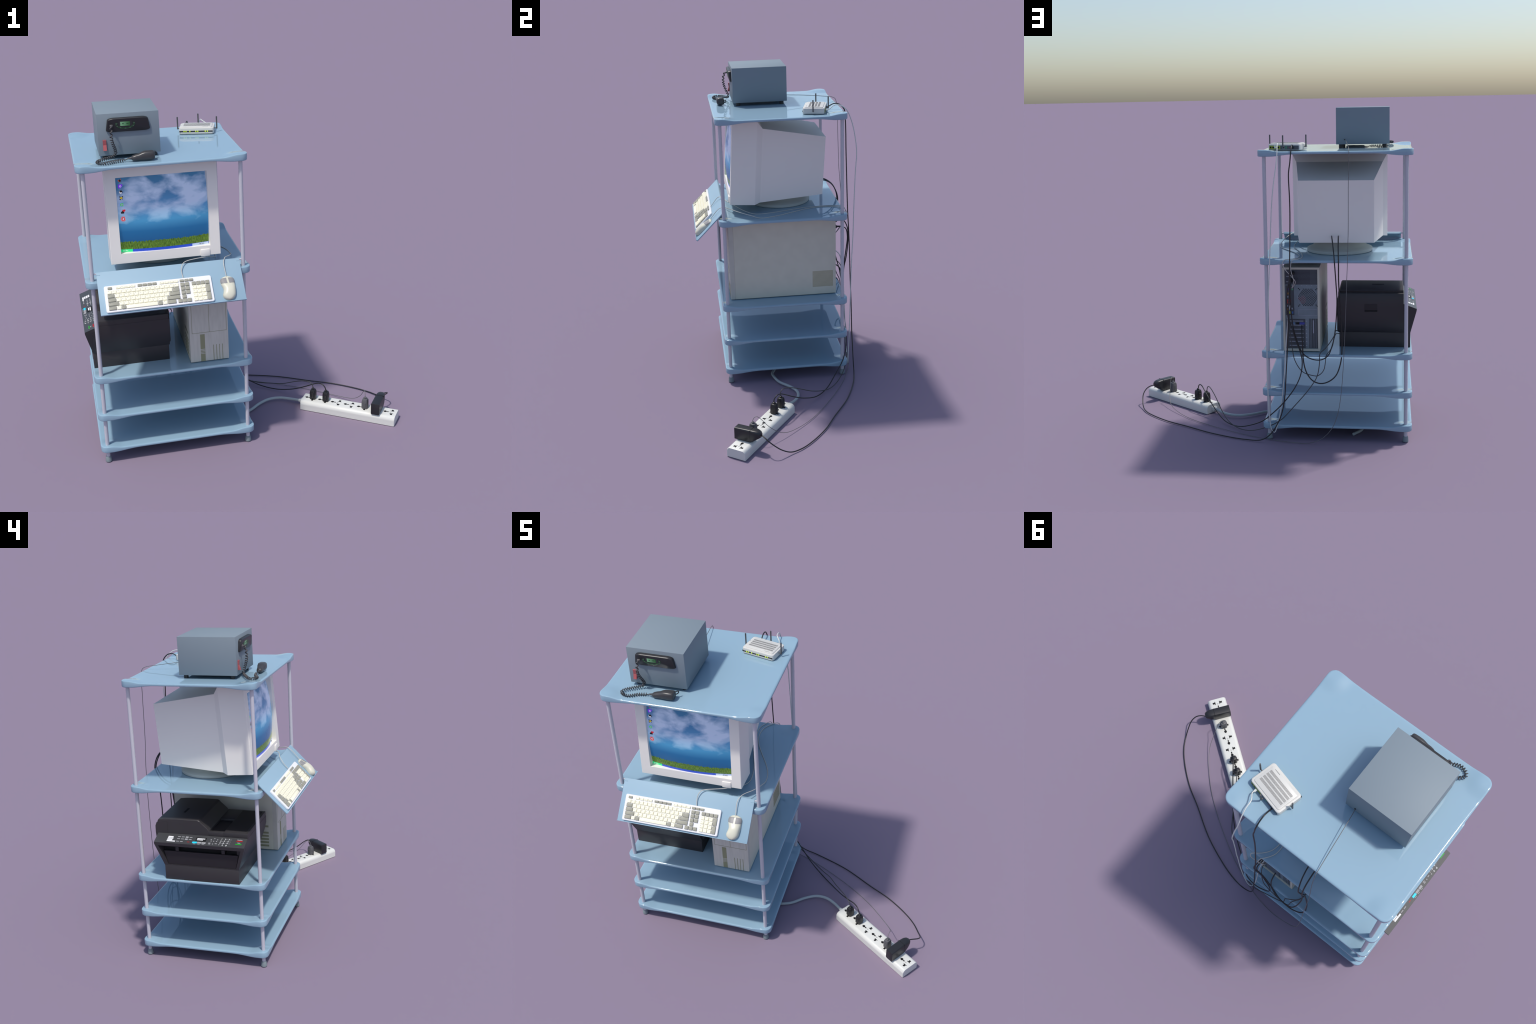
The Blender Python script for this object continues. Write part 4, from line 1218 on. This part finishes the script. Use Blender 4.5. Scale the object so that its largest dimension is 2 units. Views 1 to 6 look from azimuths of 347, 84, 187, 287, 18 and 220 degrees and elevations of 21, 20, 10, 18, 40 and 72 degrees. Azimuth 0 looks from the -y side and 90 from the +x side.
# lid plate with a sunken well beside the feeder
bm = bmesh.new()
WX0, WX1, WY0, WY1, WZ = -0.8280, -0.6300, -0.1150, -0.0225, ZL - 0.014
for lo, hi in (((-0.8510, YD, ZPAN - 0.004), (XB, WY0, ZL)), ((WX1, WY0 - 0.0005, ZPAN - 0.004), (XB, -0.0200, ZL - 0.0002)),
               ((-0.8510, WY0 - 0.0005, ZPAN - 0.004), (WX0, -0.0200, ZL - 0.0002))):
    add_box(bm, lo, hi, 0.0025, 2)
finish(bm, "scanner_lid", PRN, prn, angle=30)
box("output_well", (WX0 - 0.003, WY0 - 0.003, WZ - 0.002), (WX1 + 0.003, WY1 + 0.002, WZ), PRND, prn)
box("output_tray", (-0.8150, -0.2480, ZL - 0.001), (-0.4750, WY0 - 0.004, ZL + 0.0006), PRND, prn)
# side covers standing out from the tapering body
bm = bmesh.new()
cov_prof = [(0.240, 0.6380), (0.2600, 0.6380), (0.2760, 0.6550), (0.2890, 0.6850), (0.3030, 0.7300), (0.3130, 0.7800), (0.3180, 0.8250), (0.3170, 0.8700), (0.3090, 0.8910), (0.3000, 0.8980), (0.240, 0.8980)]
add_loft(bm, [[Vector((x, min(y, ym), z)) for y, z in cov_prof]
              for x, ym in ((-0.8510, 0.3220), (-0.8470, 0.3300), (-0.4620, 0.3300), (-0.4570, 0.3230))])
finish(bm, "rear_cover", PRN, prn, angle=25)
bm = bmesh.new()
full_y = ((0.6380, -0.2125), (0.6600, -0.2220), (0.6900, -0.2350), (0.7300, -0.2500), (0.7800, -0.2620), (0.8240, -0.2632))
def side_ring(x, k):
    out = []
    zlim = min(0.8240, ZTIP + (ZPAN - ZTIP) * (x + 0.930) / (XPAN + 0.930) - 0.0015)
    for z, y in full_y:
        taper = YA + (YD - YA) * min(1.0, (z - ZM) / (ZTIP - 0.012 - ZM))
        out.append(Vector((x, taper + (y - taper) * k - 0.0003, min(z, zlim))))
    return out + [Vector((x, -0.2050, zlim)), Vector((x, -0.2050, 0.6380))]
add_loft(bm, [side_ring(-0.8900, 0.0), side_ring(-0.8650, 0.55), side_ring(-0.8300, 1.0), side_ring(-0.4600, 1.0), side_ring(-0.4550, 0.9)])
finish(bm, "side_cover", PRN, prn, angle=40)
box("back_panel", (-0.4900, -0.2050, 0.6450), (-0.4470, 0.2750, 0.8480), PRN, prn, 0.010, 3)
box("feeder_slot", (-0.7330, 0.1630, 0.9180), (-0.6600, 0.1760, 0.9210), DARK, prn)
box("lid_seam", (-0.8490, YE - 0.0040, 0.8985), (-0.4640, YE + 0.0004, 0.9025), DARK, prn)
# finger grip in the rear cover
box("side_grip", (-0.6925, 0.3050, 0.7900), (-0.6165, 0.3190, 0.8290), PRND, prn, 0.001, 1)
box("side_grip_gap", (-0.6925, 0.3050, 0.7800), (-0.6165, 0.3155, 0.7900), DARK, prn)
# control panel print, on the sloping face
PEX = Vector((0, -1, 0))
PEY = Vector((XPAN + 0.9300, 0, ZPAN - ZTIP)).normalized()
PEZ = PEX.cross(PEY)
PO = Vector((-0.9300, 0, ZTIP))
PM = frame_matrix(PO, PEX, PEY, PEZ)          # local x towards -y, y up the slope
def pp(bm, x0, x1, y0, y1, h=0.0008, mi=0, bev=0.0):
    add_box(bm, (x0, y0, -0.001), (x1, y1, h), bev, 1, PM, mi)
bm = bmesh.new()
for k in range(4):
    pp(bm, -0.2250, -0.1900 - 0.003 * (k % 2), 0.0145 + k * 0.0120, 0.0240 + k * 0.0120, 0.0008)
pp(bm, -0.1890, -0.1720, 0.0140, 0.0230)
finish(bm, "panel_label", PAPERW, prn, smooth=False)
bm = bmesh.new()
for r, yy in enumerate((0.0600, 0.0420, 0.0200)):
    for c in range(4 if r < 2 else 2):
        x = -0.165 + c * 0.0245
        tall = 0.0110 if c == 2 else 0.0050
        pp(bm, x, x + 0.0175, yy - tall / 2, yy + tall / 2)
finish(bm, "panel_label", LABG, prn, smooth=False)
bm = bmesh.new()
pp(bm, -0.0960, -0.0810, 0.0180, 0.0220)
finish(bm, "panel_label", REDB, prn, smooth=False)
bm = bmesh.new()
pp(bm, -0.0480, 0.0170, 0.0330, 0.0640, 0.0010)
finish(bm, "panel_display", DARK, prn, smooth=False)
bm = bmesh.new()
pp(bm, -0.0400, 0.0090, 0.0500, 0.0570, 0.0016)
pp(bm, -0.0400, -0.0030, 0.0400, 0.0465, 0.0016)
finish(bm, "display_text", PAPERW, prn, smooth=False)
bm = bmesh.new()
pp(bm, -0.0620, -0.0340, 0.0130, 0.0260, 0.0014)
finish(bm, "mode_button", CYAN, prn, smooth=False)
for x in (-0.0320, -0.0040):
    bm = bmesh.new()
    pp(bm, x, x + 0.0250, 0.0130, 0.0260, 0.0014)
    finish(bm, "mode_button", LABG, prn, smooth=False)
bm = bmesh.new()
for x in (-0.0550, -0.0270, 0.0010):
    pp(bm, x, x + 0.0140, 0.0060, 0.0090)
finish(bm, "panel_label", LABG, prn, smooth=False)
bm = bmesh.new()
for x, y in ((0.0660, 0.0640), (0.0460, 0.0550), (0.0860, 0.0560), (0.0490, 0.0420), (0.0650, 0.0420), (0.0830, 0.0420), (0.0650, 0.0180)):
    pp(bm, x - 0.0030, x + 0.0030, y - 0.0030, y + 0.0030)
for x, y in ((0.0440, 0.0240), (0.0440, 0.0160), (0.0840, 0.0220)):
    pp(bm, x - 0.0065, x + 0.0065, y - 0.0025, y + 0.0025)
finish(bm, "navigation_key", LABG, prn, smooth=False)
keys = [("1", 0.110, 0.064), ("2", 0.133, 0.064), ("3", 0.155, 0.064), ("4", 0.108, 0.047), ("5", 0.130, 0.047), ("6", 0.153, 0.047),
        ("7", 0.107, 0.030), ("8", 0.128, 0.030), ("9", 0.151, 0.030), ("*", 0.105, 0.012), ("0", 0.127, 0.013), ("#", 0.150, 0.013)]
subs = {"2": "abc", "3": "def", "4": "ghi", "5": "jkl", "6": "mno", "7": "pqrs", "8": "tuv", "9": "wxyz"}
for ch, x, y in keys:
    lettering(ch, 0.0155, PM @ Matrix.Translation((x, y, 0.0006)), PAPERW, prn)
    if ch in subs:
        lettering(subs[ch], 0.0072, PM @ Matrix.Translation((x + 0.0110, y - 0.001, 0.0006)), LABG, prn)
for m, yy in ((REDB, 0.0560), (GREENB, 0.0300)):
    bm = bmesh.new()
    pp(bm, 0.2020, 0.2400, yy - 0.0040, yy + 0.0040, 0.0016, 0, 0.0006)
    finish(bm, "start_stop_button", m, prn)
lettering("Stop/Exit", 0.0085, PM @ Matrix.Translation((0.2210, 0.0665, 0.0006)), PAPERW, prn)
lettering("Start", 0.0085, PM @ Matrix.Translation((0.2210, 0.0410, 0.0006)), PAPERW, prn)
# leads
prcord = cable("mains_cord", [(-0.4640, 0.240, 0.6300), (-0.4450, 0.275, 0.6500), (-0.4400, 0.340, 0.6600), (-0.4380, 0.400, 0.6530), (-0.4160, 0.430, 0.6210), (-0.3860, 0.443, 0.5830), (-0.3540, 0.456, 0.5530), (-0.3510, 0.460, 0.4990), (-0.3350, 0.460, 0.4130), (-0.2920, 0.460, 0.3410), (-0.1980, 0.461, 0.2270),
    (-0.1060, 0.460, 0.1300), (-0.0010, 0.428, 0.0680), (0.0960, 0.372, 0.0280), (0.1790, 0.310, 0.0190), (0.2460, 0.250, 0.0350), (0.3070, 0.160, 0.0700), (0.3700, 0.055, 0.1320), (0.4080, -0.005, 0.1620), (0.4330, -0.042, 0.1700), (0.4470, -0.058, 0.1600), (0.4520, -0.063, 0.1350)], 0.0028, CABD, prn)
plug(prcord, -0.2370, CABB, 0.0028)
cable("data_lead", [(-0.4640, 0.215, 0.6150), (-0.4470, 0.270, 0.6300), (-0.4400, 0.350, 0.6420), (-0.4340, 0.385, 0.6250), (-0.4240, 0.412, 0.5830), (-0.4040, 0.432, 0.5570), (-0.3900, 0.450, 0.5380), (-0.3860, 0.459, 0.5010), (-0.3740, 0.461, 0.4500), (-0.3400, 0.461, 0.4180), (-0.3010, 0.460, 0.4200),
    (-0.2470, 0.458, 0.4410), (-0.2020, 0.457, 0.5120), (-0.1870, 0.452, 0.5900), (-0.1760, 0.442, 0.6750), (-0.1700, 0.425, 0.7340), (-0.1660, 0.392, 0.7740)], 0.0025, CABD, prn)
settle(prn)
